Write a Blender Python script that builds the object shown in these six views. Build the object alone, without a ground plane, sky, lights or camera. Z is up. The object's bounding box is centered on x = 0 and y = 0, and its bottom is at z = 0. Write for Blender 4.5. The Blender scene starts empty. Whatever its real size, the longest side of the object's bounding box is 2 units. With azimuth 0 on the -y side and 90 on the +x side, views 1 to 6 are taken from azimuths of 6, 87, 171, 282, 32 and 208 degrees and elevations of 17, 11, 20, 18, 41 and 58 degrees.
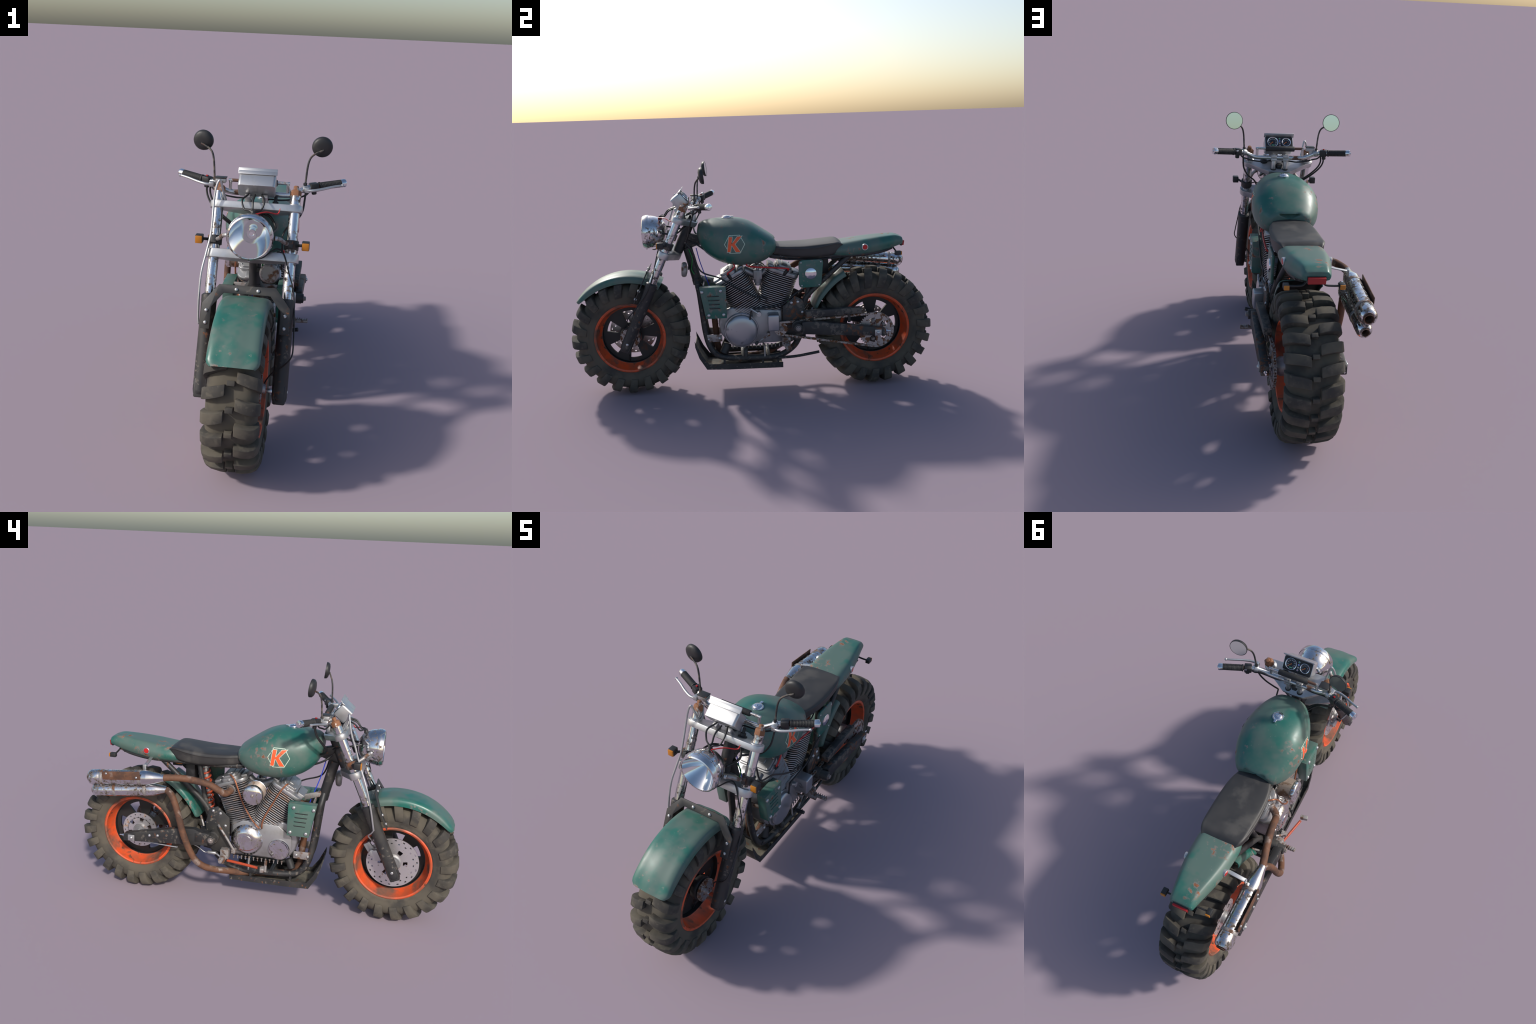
# Weathered V-twin off-road cruiser motorcycle with balloon chevron tyres.
# Frame: metres, z up, the machine faces -y, its left side is +x.
import bpy, bmesh, math, random
from math import sin, cos, pi, radians, sqrt, atan2
from mathutils import Vector, Matrix
from mathutils.bvhtree import BVHTree

random.seed(7)
X, Y, Z = Vector((1, 0, 0)), Vector((0, 1, 0)), Vector((0, 0, 1))

# ------------------------------------------------------------------ materials
def srgb(r, g, b):
    f = lambda c: (c / 255) / 12.92 if c <= 10 else (((c / 255) + .055) / 1.055) ** 2.4
    return (f(r), f(g), f(b))

class Mat:
    """Principled material built from a base and a stack of noise-masked layers."""
    def __init__(s, name, base, rough=.5, metal=0., seed=0., vary=False, **kw):
        s.m = bpy.data.materials.new(name)
        s.m.use_nodes = True
        s.t = s.m.node_tree
        s.n, s.l = s.t.nodes, s.t.links
        s.b = s.n['Principled BSDF']
        tc = s.n.new('ShaderNodeTexCoord')
        mp = s.n.new('ShaderNodeMapping')
        mp.inputs['Location'].default_value = (seed * 3.1, seed * 1.7, seed * 2.3)
        s.l.new(tc.outputs['Object'], mp.inputs['Vector'])
        s.vec = mp.outputs['Vector']
        if vary:
            oi = s.n.new('ShaderNodeObjectInfo')
            mu = s.n.new('ShaderNodeVectorMath'); mu.operation = 'ADD'
            sc = s.n.new('ShaderNodeMath'); sc.operation = 'MULTIPLY'; sc.inputs[1].default_value = 37.
            s.l.new(oi.outputs['Random'], sc.inputs[0])
            s.l.new(s.vec, mu.inputs[0]); s.l.new(sc.outputs[0], mu.inputs[1])
            s.vec = mu.outputs[0]
        s.c, s.r, s.k = s.val(base), s.val(rough), s.val(metal)
        for k, v in kw.items():
            s.b.inputs[k].default_value = v
    def val(s, v):
        if isinstance(v, tuple):
            n = s.n.new('ShaderNodeRGB'); n.outputs[0].default_value = (*v, 1)
        else:
            n = s.n.new('ShaderNodeValue'); n.outputs[0].default_value = v
        return n.outputs[0]
    def noise(s, scale, detail=4., rough=.55, dist=0., stretch=None, off=0.):
        v = s.vec
        mp = s.n.new('ShaderNodeMapping')
        mp.inputs['Location'].default_value = (off, off * .7, -off)
        if stretch: mp.inputs['Scale'].default_value = stretch
        s.l.new(v, mp.inputs['Vector']); v = mp.outputs['Vector']
        n = s.n.new('ShaderNodeTexNoise')
        n.inputs['Scale'].default_value = scale
        n.inputs['Detail'].default_value = detail
        n.inputs['Roughness'].default_value = rough
        n.inputs['Distortion'].default_value = dist
        s.l.new(v, n.inputs['Vector'])
        return n.outputs['Fac']
    def ramp(s, fac, lo, hi, top=1.):
        n = s.n.new('ShaderNodeMapRange'); n.interpolation_type = 'SMOOTHSTEP'
        n.inputs['From Min'].default_value = lo; n.inputs['From Max'].default_value = hi
        n.inputs['To Max'].default_value = top
        s.l.new(fac, n.inputs['Value'])
        return n.outputs['Result']
    def mul(s, a, b):
        n = s.n.new('ShaderNodeMath'); n.operation = 'MULTIPLY'
        s.l.new(a, n.inputs[0]); s.l.new(b, n.inputs[1])
        return n.outputs[0]
    def mixc(s, fac, a, b):
        n = s.n.new('ShaderNodeMix'); n.data_type = 'RGBA'
        s.l.new(fac, n.inputs[0]); s.l.new(a, n.inputs[6]); s.l.new(b, n.inputs[7])
        return n.outputs[2]
    def mixf(s, fac, a, b):
        n = s.n.new('ShaderNodeMix'); n.data_type = 'FLOAT'
        s.l.new(fac, n.inputs[0]); s.l.new(a, n.inputs[2]); s.l.new(b, n.inputs[3])
        return n.outputs[0]
    def layer(s, scale, lo, hi, col=None, rough=None, metal=None, top=1., gate=None, col2=None, **kw):
        """Where the noise passes lo..hi lay a new colour / gloss / metalness;
        gate=(scale, lo, hi, off) confines the layer to large patches."""
        f = s.ramp(s.noise(scale, **kw), lo, hi, top)
        if gate:
            f = s.mul(f, s.ramp(s.noise(gate[0], 2., off=gate[3]), gate[1], gate[2]))
        if col is not None:
            c = s.val(col)
            if col2 is not None:
                c = s.mixc(s.ramp(s.noise(scale * 2.3, 4., off=5.), .4, .6), c, s.val(col2))
            s.c = s.mixc(f, s.c, c)
        if rough is not None: s.r = s.mixf(f, s.r, s.val(rough))
        if metal is not None: s.k = s.mixf(f, s.k, s.val(metal))
        return s
    def bump(s, scale, strength=.2, dist=.001, **kw):
        b = s.n.new('ShaderNodeBump')
        b.inputs['Strength'].default_value = strength
        b.inputs['Distance'].default_value = dist
        s.l.new(s.noise(scale, **kw), b.inputs['Height'])
        s.l.new(b.outputs[0], s.b.inputs['Normal'])
        return s
    def done(s):
        s.l.new(s.c, s.b.inputs['Base Color'])
        s.l.new(s.r, s.b.inputs['Roughness'])
        s.l.new(s.k, s.b.inputs['Metallic'])
        return s.m

RUST, RUST2 = (.17, .065, .028), (.09, .042, .024)

def green_paint(name, seed, spots=.63):
    m = Mat(name, (.017, .122, .096), .34, 0, seed)
    m.layer(5.5, .34, .56, (.085, .140, .118), .46, detail=4., off=2.)
    m.layer(4., .52, .68, (.115, .145, .120), .55, detail=5., off=7., top=.22)          # chalky bleaching
    m.layer(11, .55, .72, (.01, .135, .098), .3, detail=2., off=4., top=.6)        # fresher patches
    m.layer(38, spots - .10, spots - .01, (.17, .16, .14), .6, gate=(6, .49, .58, 8.), detail=5.)   # primer halo
    m.layer(38, spots, spots + .035, (.27, .10, .045), .8, col2=(.17, .07, .035), gate=(6, .49, .58, 8.), detail=5.)
    m.layer(90, .70, .74, (.20, .22, .19), .6, detail=2., off=11., top=.5)       # stone chips
    return m.bump(160, .06).done()

GREEN = green_paint('green_paint', 1.3)
GREEN2 = green_paint('green_paint_fender', 4.2, .66)
GREEN4 = green_paint('green_paint_tail', 2.7, .60)
GREEN3 = green_paint('green_paint_panel', 6.1, .64)

def black_paint(name, seed, rust=.60, base=(.022, .022, .023)):
    m = Mat(name, base, .5, 0, seed)
    m.layer(9, .45, .7, (.05, .046, .04), .65, off=3., top=.7)
    m.layer(55, rust - .03, rust + .02, (.11, .095, .08), .75, gate=(9, .47, .56, 2.), detail=6.)
    m.layer(42, rust, rust + .05, RUST, .85, col2=RUST2, gate=(8, .50, .6, 6.), detail=6.)
    return m.bump(220, .12).done()

BLACK = black_paint('black_frame_paint', 2.)
BLACKR = black_paint('black_rusty_paint', 5., .50)
FORKB = black_paint('fork_slider_paint', 8., .60, (.024, .024, .025))

def chrome(name, seed, thr=.60):
    m = Mat(name, (.72, .73, .75), .09, 1., seed)
    m.layer(14, .45, .65, (.62, .60, .59), .22, off=1.)
    m.layer(62, thr - .09, thr, (.34, .31, .29), .35, .85, detail=5., gate=(10, .40, .52, 3.))
    m.layer(62, thr, thr + .07, (.12, .085, .065), .7, .3, detail=4., gate=(10, .40, .52, 3.), col2=(.055, .048, .045))
    return m.done()

CHROME = chrome('pitted_chrome', 1., .58)
CHROME_F = chrome('fork_chrome', 3., .575)
CHROME_M = chrome('muffler_chrome', 6., .545)
CHROME_CLEAN = Mat('bright_chrome', (.75, .76, .78), .08, 1.).layer(30, .55, .7, (.6, .6, .6), .2).done()
ALU = Mat('brushed_aluminium', (.55, .55, .55), .38, .85, 2.).layer(12, .45, .65, (.42, .42, .42), .5).bump(300, .05).done()
CAST = Mat('cast_engine_alloy', (.36, .36, .37), .42, .7, 3.).layer(10, .45, .68, (.27, .265, .26), .55).layer(
    30, .63, .70, (.22, .12, .07), .8, 0., gate=(8, .52, .6, 4.), top=.8).bump(250, .15).done()
FIN = Mat('cooling_fin_alloy', (.48, .48, .49), .36, .85, 4., True).layer(14, .5, .68, (.30, .17, .10), .6, .3, top=.8).done()
BARREL = Mat('barrel_black', (.02, .02, .02), .6, .2).done()
COVER = Mat('engine_cover_alloy', (.40, .41, .43), .33, .8, 7.).layer(16, .6, .68, (.12, .12, .13), .6, top=.7).bump(200, .06).done()
RUBBER = Mat('tyre_rubber', (.040, .036, .031), .82, 0, 2.).layer(7, .34, .58, (.094, .081, .061), .92, off=1.).layer(
    30, .5, .68, (.105, .092, .07), .95, gate=(5, .45, .6, 2.), top=.7).bump(140, .25).done()
LUG = Mat('tread_rubber', (.041, .037, .032), .82, 0, 2., True).layer(9, .36, .60, (.092, .080, .061), .92).layer(
    40, .52, .70, (.11, .097, .075), .95, top=.6).bump(140, .25).done()
ORANGE = Mat('orange_rim_paint', (.70, .085, .02), .42, 0, 3.).layer(9, .44, .60, (.085, .072, .053), .9, gate=(5, .42, .52, 2.), detail=5., top=.92).layer(20, .35, .65, (.30, .085, .04), .6, top=.55, off=9.).layer(
    34, .58, .66, (.12, .05, .025), .8, detail=5., gate=(7, .48, .56, 5.)).bump(150, .1).done()
ORANGE_CLEAN = Mat('orange_paint', (.42, .06, .02), .42, 0, 5.).layer(60, .60, .66, RUST2, .8, top=.8).done()
PLATE = Mat('wheel_disc_black', (.02, .02, .02), .5, .1, 4.).layer(18, .60, .72, (.10, .04, .02), .8, top=.7).done()
DISC = Mat('brake_disc_steel', (.68, .66, .66), .34, .85, 4.).layer(16, .60, .68, (.28, .14, .07), .7, .2, detail=6.).layer(
    60, .62, .7, (.4, .36, .34), .5, .6).done()
RUSTY = Mat('rusty_pipe', (.135, .060, .032), .72, .1, 2.).layer(16, .42, .62, (.080, .040, .026), .8, off=1.).layer(
    13, .54, .66, (.36, .29, .25), .35, .75, off=6.).layer(70, .55, .7, (.19, .09, .04), .85, top=.5).bump(180, .2).done()
RUSTY_S = Mat('rusted_steel', (.34, .32, .31), .5, .6, 9.).layer(26, .46, .62, (.15, .07, .036), .8, .1, detail=5., col2=(.09, .048, .03)).bump(180, .15).done()
RUSTNUT = Mat('rusted_cap_nut', (.24, .105, .05), .75, .1, 3.).layer(50, .55, .68, (.45, .40, .36), .4, .6).done()
SPROCKET = Mat('sprocket_steel', (.42, .40, .39), .42, .8, 3.).layer(40, .50, .56, (.17, .075, .035), .85, 0., detail=6.).done()
CHAIN = Mat('chain_steel', (.42, .40, .38), .4, .8, 3., True).layer(45, .47, .56, (.16, .075, .035), .85, 0.).done()
LEATHER = Mat('seat_leather', (.030, .029, .029), .52, 0, 1.).layer(9, .46, .66, (.066, .062, .057), .64, detail=5.).layer(
    4, .45, .7, (.045, .042, .04), .58).bump(420, .2).done()
PLASTIC = Mat('black_plastic', (.018, .018, .019), .5).layer(20, .5, .7, (.035, .034, .033), .6).done()
GRIP = Mat('grip_rubber', (.02, .02, .02), .7).layer(30, .5, .7, (.04, .04, .038), .8).done()
CABLE = Mat('cable_black', (.014, .014, .015), .45).done()
STEELCABLE = Mat('braided_hose', (.45, .45, .46), .4, .7).done()
REDWIRE = Mat('red_wire', (.50, .02, .02), .4).done()
BLUEWIRE = Mat('blue_wire', (.02, .05, .55), .4).done()
GREENWIRE = Mat('green_wire', (.01, .22, .04), .4).done()
COPPER = Mat('copper_oil_line', (.36, .14, .07), .45, .5).layer(40, .5, .65, (.17, .08, .045), .7).done()
AMBER = Mat('amber_lens', (.45, .165, .012), .3, 0).done()
REDLENS = Mat('red_lens', (.33, .013, .013), .25).done()
REDMARK = Mat('red_reflector', (.52, .02, .018), .3).done()
MIRROR = Mat('mirror_glass', (.80, .90, .84), .02, 1.).done()
REFLECT = Mat('lamp_reflector', (.84, .86, .86), .10, 1.).done()
DIAL = Mat('dial_black', (.012, .013, .02), .35).done()
WHITE = Mat('dial_marking', (.75, .75, .75), .5).done()
NEEDLE = Mat('needle_orange', (.85, .22, .03), .5).done()
LCD = Mat('green_display', (.25, .75, .40), .5).done()
GLOW = {k: Mat('tell_tale_' + k, c, .3).done() for k, c in dict(green=(.02, .3, .05), blue=(.03, .06, .6), amber=(.5, .22, .03), red=(.4, .02, .02)).items()}
LOGO = Mat('logo_orange', (.80, .11, .03), .42).layer(60, .66, .70, (.02, .12, .09), .4, detail=5.).done()
CREAM = Mat('logo_cream', (.50, .62, .50), .5).layer(55, .60, .66, (.02, .12, .09), .4, detail=5.).done()
SKID = black_paint('skid_plate_paint', 11., .60)
MUD = Mat('dusty_plate', (.06, .056, .046), .85, 0, 3.).layer(9, .42, .62, (.19, .17, .13), .95).layer(30, .6, .7, RUST2, .9).done()
# ------------------------------------------------------------------ geometry kit
col = bpy.context.scene.collection
def empty(name):
    o = bpy.data.objects.new(name, None); col.objects.link(o); return o

ROOT = empty('motorcycle')
ROOT['label'] = 'weathered green V-twin motorcycle with chunky off-road tyres'
ROOT['category'] = 'motorcycle'

def P(*a): return Vector(a)

def merge(*parts):
    vs, fs = [], []
    for v, f in parts:
        o = len(vs); vs += list(v); fs += [tuple(i + o for i in q) for q in f]
    return vs, fs

def xf(part, m):
    return [m @ Vector(v) for v in part[0]], part[1]

def mirror(part):
    return [Vector((-v[0], v[1], v[2])) for v in part[0]], [tuple(reversed(f)) for f in part[1]]

def basis(axis, up=None):
    a = Vector(axis).normalized()
    u = up or (X if abs(a.x) < .9 else Z)
    u = (Vector(u) - a * Vector(u).dot(a)).normalized()
    return a, u, a.cross(u)

def rev(profile, origin, axis, seg=32, up=None):
    """Surface of revolution: profile of (height along axis, radius)."""
    a, u, w = basis(axis, up); o = Vector(origin)
    vs, fs, rings = [], [], []
    for h, r in profile:
        if r < 1e-6:
            rings.append([len(vs)]); vs.append(o + a * h)
        else:
            rings.append(list(range(len(vs), len(vs) + seg)))
            vs += [o + a * h + (u * cos(2 * pi * k / seg) + w * sin(2 * pi * k / seg)) * r for k in range(seg)]
    for A, B in zip(rings, rings[1:]):
        for k in range(seg):
            j = (k + 1) % seg
            if len(A) == 1 and len(B) == 1: continue
            if len(A) == 1: fs.append((A[0], B[j], B[k]))
            elif len(B) == 1: fs.append((A[k], A[j], B[0]))
            else: fs.append((A[k], A[j], B[j], B[k]))
    return vs, fs

def cyl(p0, p1, r0, r1=None, seg=20, ch=0.):
    p0, p1 = Vector(p0), Vector(p1); L = (p1 - p0).length
    r1 = r0 if r1 is None else r1
    pr = [(0, 0), (0, r0 - ch), (ch, r0), (L - ch, r1), (L, r1 - ch), (L, 0)] if ch else [(0, 0), (0, r0), (L, r1), (L, 0)]
    return rev(pr, p0, p1 - p0, seg)

def spline(pts, n=6):
    pts = [Vector(p) for p in pts]
    if len(pts) < 3: return pts
    out = []
    for i in range(len(pts) - 1):
        p0 = pts[i - 1] if i else pts[0] * 2 - pts[1]
        p1, p2 = pts[i], pts[i + 1]
        p3 = pts[i + 2] if i + 2 < len(pts) else p2 * 2 - p1
        for k in range(n):
            t = k / n
            out.append(.5 * ((2 * p1) + (p2 - p0) * t + (2 * p0 - 5 * p1 + 4 * p2 - p3) * t * t + (3 * p1 - p0 - 3 * p2 + p3) * t ** 3))
    out.append(pts[-1]); return out

def tube(pts, r, seg=12, n=6, closed=False):
    q = spline(pts, n) if not closed else [Vector(p) for p in pts]
    m = len(q); vs, fs = [], []
    tan = [((q[(i + 1) % m] if closed or i < m - 1 else q[i]) - (q[i - 1] if closed or i else q[i])).normalized() for i in range(m)]
    _, u, _ = basis(tan[0])
    for i in range(m):
        t = tan[i]; u = (u - t * u.dot(t)).normalized(); w = t.cross(u)
        rr = r(i / (m - 1)) if callable(r) else r
        vs += [q[i] + (u * cos(2 * pi * k / seg) + w * sin(2 * pi * k / seg)) * rr for k in range(seg)]
    for i in range(m if closed else m - 1):
        b = (i + 1) % m
        for k in range(seg):
            j = (k + 1) % seg
            fs.append((i * seg + k, i * seg + j, b * seg + j, b * seg + k))
    if not closed:
        fs.append(tuple(reversed(range(seg)))); fs.append(tuple((m - 1) * seg + k for k in range(seg)))
    return vs, fs

def box(size, loc=(0, 0, 0), rot=None):
    sx, sy, sz = (s / 2 for s in size)
    vs = [Vector((x * sx, y * sy, z * sz)) for x in (-1, 1) for y in (-1, 1) for z in (-1, 1)]
    fs = [(0, 1, 3, 2), (4, 6, 7, 5), (0, 4, 5, 1), (2, 3, 7, 6), (0, 2, 6, 4), (1, 5, 7, 3)]
    m = Matrix.Translation(Vector(loc)) @ (rot.to_4x4() if rot else Matrix())
    return [m @ v for v in vs], fs

def frame(o, u, v):
    u = Vector(u).normalized(); v = Vector(v); v = (v - u * v.dot(u)).normalized(); w = u.cross(v)
    return Matrix(((u.x, v.x, w.x, o[0]), (u.y, v.y, w.y, o[1]), (u.z, v.z, w.z, o[2]), (0, 0, 0, 1)))

def prism(poly, d0, d1, fr=None):
    """Polygon (u, v) extruded from d0 to d1 along w of the frame."""
    n = len(poly)
    vs = [Vector((a, b, d0)) for a, b in poly] + [Vector((a, b, d1)) for a, b in poly]
    fs = [tuple(reversed(range(n))), tuple(range(n, 2 * n))] + [(k, (k + 1) % n, n + (k + 1) % n, n + k) for k in range(n)]
    if fr is not None: vs = [fr @ v for v in vs]
    return vs, fs

YZ = lambda x0=0: frame((x0, 0, 0), Y, Z)         # polygon in (y, z), extruded along +x

def loft(rings, caps=True):
    n = len(rings[0]); vs = [Vector(p) for r in rings for p in r]; fs = []
    for i in range(len(rings) - 1):
        for k in range(n):
            j = (k + 1) % n
            fs.append((i * n + k, i * n + j, (i + 1) * n + j, (i + 1) * n + k))
    if caps:
        for base, flip in ((0, True), ((len(rings) - 1) * n, False)):
            c = sum((vs[base + k] for k in range(n)), Vector()) / n
            vs.append(c); ci = len(vs) - 1
            for k in range(n):
                j = (k + 1) % n
                fs.append((ci, base + j, base + k) if flip else (ci, base + k, base + j))
    return vs, fs

def interp(tab, t):
    """Smooth (Catmull-Rom style) lookup in a list of (t, value)."""
    if t <= tab[0][0]: return tab[0][1]
    if t >= tab[-1][0]: return tab[-1][1]
    for i in range(len(tab) - 1):
        if tab[i][0] <= t <= tab[i + 1][0]:
            (t1, v1), (t2, v2) = tab[i], tab[i + 1]; h = t2 - t1; s = (t - t1) / h
            d = lambda a: ((tab[a + 1][1] - tab[a - 1][1]) / (tab[a + 1][0] - tab[a - 1][0])) if 0 < a < len(tab) - 1 else (
                (tab[1][1] - tab[0][1]) / (tab[1][0] - tab[0][0]) if a == 0 else (tab[-1][1] - tab[-2][1]) / (tab[-1][0] - tab[-2][0]))
            m1, m2 = d(i) * h, d(i + 1) * h
            return (2 * s ** 3 - 3 * s * s + 1) * v1 + (s ** 3 - 2 * s * s + s) * m1 + (-2 * s ** 3 + 3 * s * s) * v2 + (s ** 3 - s * s) * m2

def mesh(name, part, mat, bevel=0., bseg=2, angle=40, weld=False, solid=0.):
    me = bpy.data.meshes.new(name)
    bm = bmesh.new()
    vv = [bm.verts.new(v) for v in part[0]]
    for f in part[1]:
        try: bm.faces.new([vv[i] for i in f])
        except ValueError: pass
    if weld: bmesh.ops.remove_doubles(bm, verts=bm.verts, dist=1e-5)
    bmesh.ops.recalc_face_normals(bm, faces=bm.faces)
    if solid:
        bmesh.ops.solidify(bm, geom=list(bm.faces), thickness=solid)
        bmesh.ops.recalc_face_normals(bm, faces=bm.faces)
    if bevel:
        es = [e for e in bm.edges if len(e.link_faces) == 2 and e.calc_face_angle(0) > radians(28)]
        bmesh.ops.bevel(bm, geom=es, offset=bevel, segments=bseg, profile=.5, affect='EDGES', clamp_overlap=True)
    bm.to_mesh(me); bm.free()
    me.materials.append(mat)
    me.shade_smooth(); me.set_sharp_from_angle(angle=radians(angle))
    return me

def put(name, me, parent=None, m=None):
    o = bpy.data.objects.new(name, me); col.objects.link(o)
    o.parent = parent or ROOT
    if m is not None: o.matrix_world = m
    return o

def obj(name, part, mat, parent=None, **kw):
    return put(name, mesh(name, part, mat, **kw), parent)

# one bolt mesh shared by every fastener: hexagon head with a domed face, 1 unit radius
BOLT = mesh('bolt', merge(rev([(-.3, 0), (-.3, 1.25), (.1, 1.25), (.1, .9)], (0, 0, 0), Z, 16),
                          rev([(.1, .98), (.75, .98), (.95, .7), (1., 0)], (0, 0, 0), Z, 6)), RUSTY_S, angle=30)
STUD = mesh('bolt', rev([(-.3, 0), (-.3, 1.), (.3, 1.), (.6, .75), (.72, .4), (.75, 0)], (0, 0, 0), Z, 16), ALU, angle=50)
def bolt(p, d, r, parent=None, me=None):
    a, u, w = basis(d)
    m = Matrix(((u.x, w.x, a.x, 0), (u.y, w.y, a.y, 0), (u.z, w.z, a.z, 0), (0, 0, 0, 1)))
    return put('bolt', me or STUD, parent, Matrix.Translation(Vector(p)) @ m @ Matrix.Scale(r, 4))

# ------------------------------------------------------------------ wheels
R = .326
def build_wheel(cy, cz, hw, lugs, lip, window_turn, phases):
    C = P(0, cy, cz)
    ax = lambda prof, seg=72: rev(prof, C, X, seg, Z)
    wheel = obj('wheel', ax([(s * x, r) for s, x, r in (
        [(-1, lip, .196), (-1, lip + .004, .190), (-1, lip + .001, .183), (-1, lip - .012, .180), (-1, .034, .166), (-1, .028, .160), (-1, .022, .1602),
         (-1, .022, .164), (-1, .032, .172), (-1, lip - .01, .188), (-1, lip, .196)])]), ORANGE, angle=45)
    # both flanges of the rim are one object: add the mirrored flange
    me2 = mesh('rim', ax([(x, r) for x, r in (
        [(lip, .196), (lip + .004, .190), (lip + .001, .183), (lip - .012, .180), (.034, .166), (.028, .160), (.022, .1602),
         (.022, .164), (.032, .172), (lip - .01, .188), (lip, .196)])]), ORANGE, angle=45)
    put('rim', me2, wheel)
    # black centre: well, and a disc with six trapezium windows
    obj('wheel_well', ax([(-.029, .1615), (-.029, .1575), (.029, .1575), (.029, .1615), (-.029, .1615)]), PLATE, wheel)
    vs, fs = [], []
    NR, NA = 8, 120
    rad = [.03 + (.159 - .03) * k / NR for k in range(NR + 1)]
    rad[2], rad[3], rad[4], rad[5], rad[6], rad[7] = .069, .086, .103, .120, .138, .148
    solidf = []
    for side in (-.008, .008):
        for r in rad:
            vs += [C + P(side, r * cos(2 * pi * k / NA), r * sin(2 * pi * k / NA)) for k in range(NA)]
    def hole(i, k):
        if not (2 <= i < 6): return False
        a = (k + .5) * 360 / NA - window_turn
        d = abs((a + 30) % 60 - 30)
        return d < 14.5
    off = (NR + 1) * NA
    for i in range(NR):
        for k in range(NA):
            j = (k + 1) % NA
            if hole(i, k): continue
            a, b, c, d = i * NA + k, i * NA + j, (i + 1) * NA + j, (i + 1) * NA + k
            fs.append((a, b, c, d)); fs.append((a + off, d + off, c + off, b + off))
            if i and hole(i - 1, k): fs.append((a, a + off, b + off, b))
            if i < NR - 1 and hole(i + 1, k): fs.append((d, c, c + off, d + off))
            if hole(i, (k - 1) % NA): fs.append((a, d, d + off, a + off))
            if hole(i, j): fs.append((b, b + off, c + off, c))
    obj('wheel_disc', (vs, fs), PLATE, wheel, angle=30)
    # tyre carcass
    t = hw - .0
    prof = [(.0, R - .027), (.035, R - .028), (.06, R - .033), (t - .028, R - .046), (t - .016, R - .066), (t - .012, R - .092),
            (t - .016, .215), (lip + .002, .199), (lip - .01, .190), (lip - .03, .188)]
    xs = spline([P(a, b, 0) for a, b in prof], 3)
    obj('tyre', ax([(-p.x, p.y) for p in reversed(xs)] + [(p.x, p.y) for p in xs[1:]], 120), RUBBER, wheel, angle=60)
    # chevron tread blocks: crown bar that wraps over the shoulder down the sidewall
    st = [(.020, R, .020, R - .034, 0., .0205), (.045, R - .001, .045, R - .036, -1.3, .0215), (hw - .034, R - .007, hw - .045, R - .05, -2.6, .022),
          (hw - .014, R - .018, hw - .03, R - .055, -3.2, .022), (hw - .003, R - .037, hw - .03, R - .065, -3.9, .0215), (hw, R - .055, hw - .03, R - .075, -4.5, .0205),
          (hw - .003, R - .076, hw - .03, R - .088, -5.2, .0195), (hw - .006, R - .091, hw - .03, R - .091, -5.8, .019)]
    vs, fs = [], []
    pt = lambda x, r, a: P(x, -r * cos(a), r * sin(a))
    for xo, ro, xi, ri, dp, w in st:
        a = radians(dp); b = w / ro
        vs += [pt(xi, ri, a - b * 1.05), pt(xo, ro, a - b), pt(xo, ro, a + b), pt(xi, ri, a + b * 1.05)]
    for i in range(len(st) - 1):
        for k in range(4):
            j = (k + 1) % 4
            fs.append((i * 4 + k, i * 4 + j, i * 4 + 4 + j, i * 4 + 4 + k))
    fs += [(3, 2, 1, 0), tuple((len(st) - 1) * 4 + k for k in range(4))]
    mL = mesh('tread_block', (vs, fs), LUG, bevel=.003, angle=45)
    mR = mesh('tread_block', mirror((vs, fs)), LUG, bevel=.003, angle=45)
    mC = mesh('tread_block', box((.028, .03, .019), (0, -(R - .0185), 0)), LUG, bevel=.002)
    pitch = 2 * pi / lugs
    for k in range(lugs):
        for me, ph in zip((mL, mR, mC), phases):
            a = k * pitch + radians(ph)
            put('tread_block', me, wheel, Matrix.Translation(C) @ Matrix.Rotation(-a, 4, 'X'))
    # tyre valve
    obj('tyre_valve', cyl(C + P(.012, -.02, -.152), C + P(.022, -.018, -.118), .003), PLASTIC, wheel)
    return wheel, C

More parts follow.
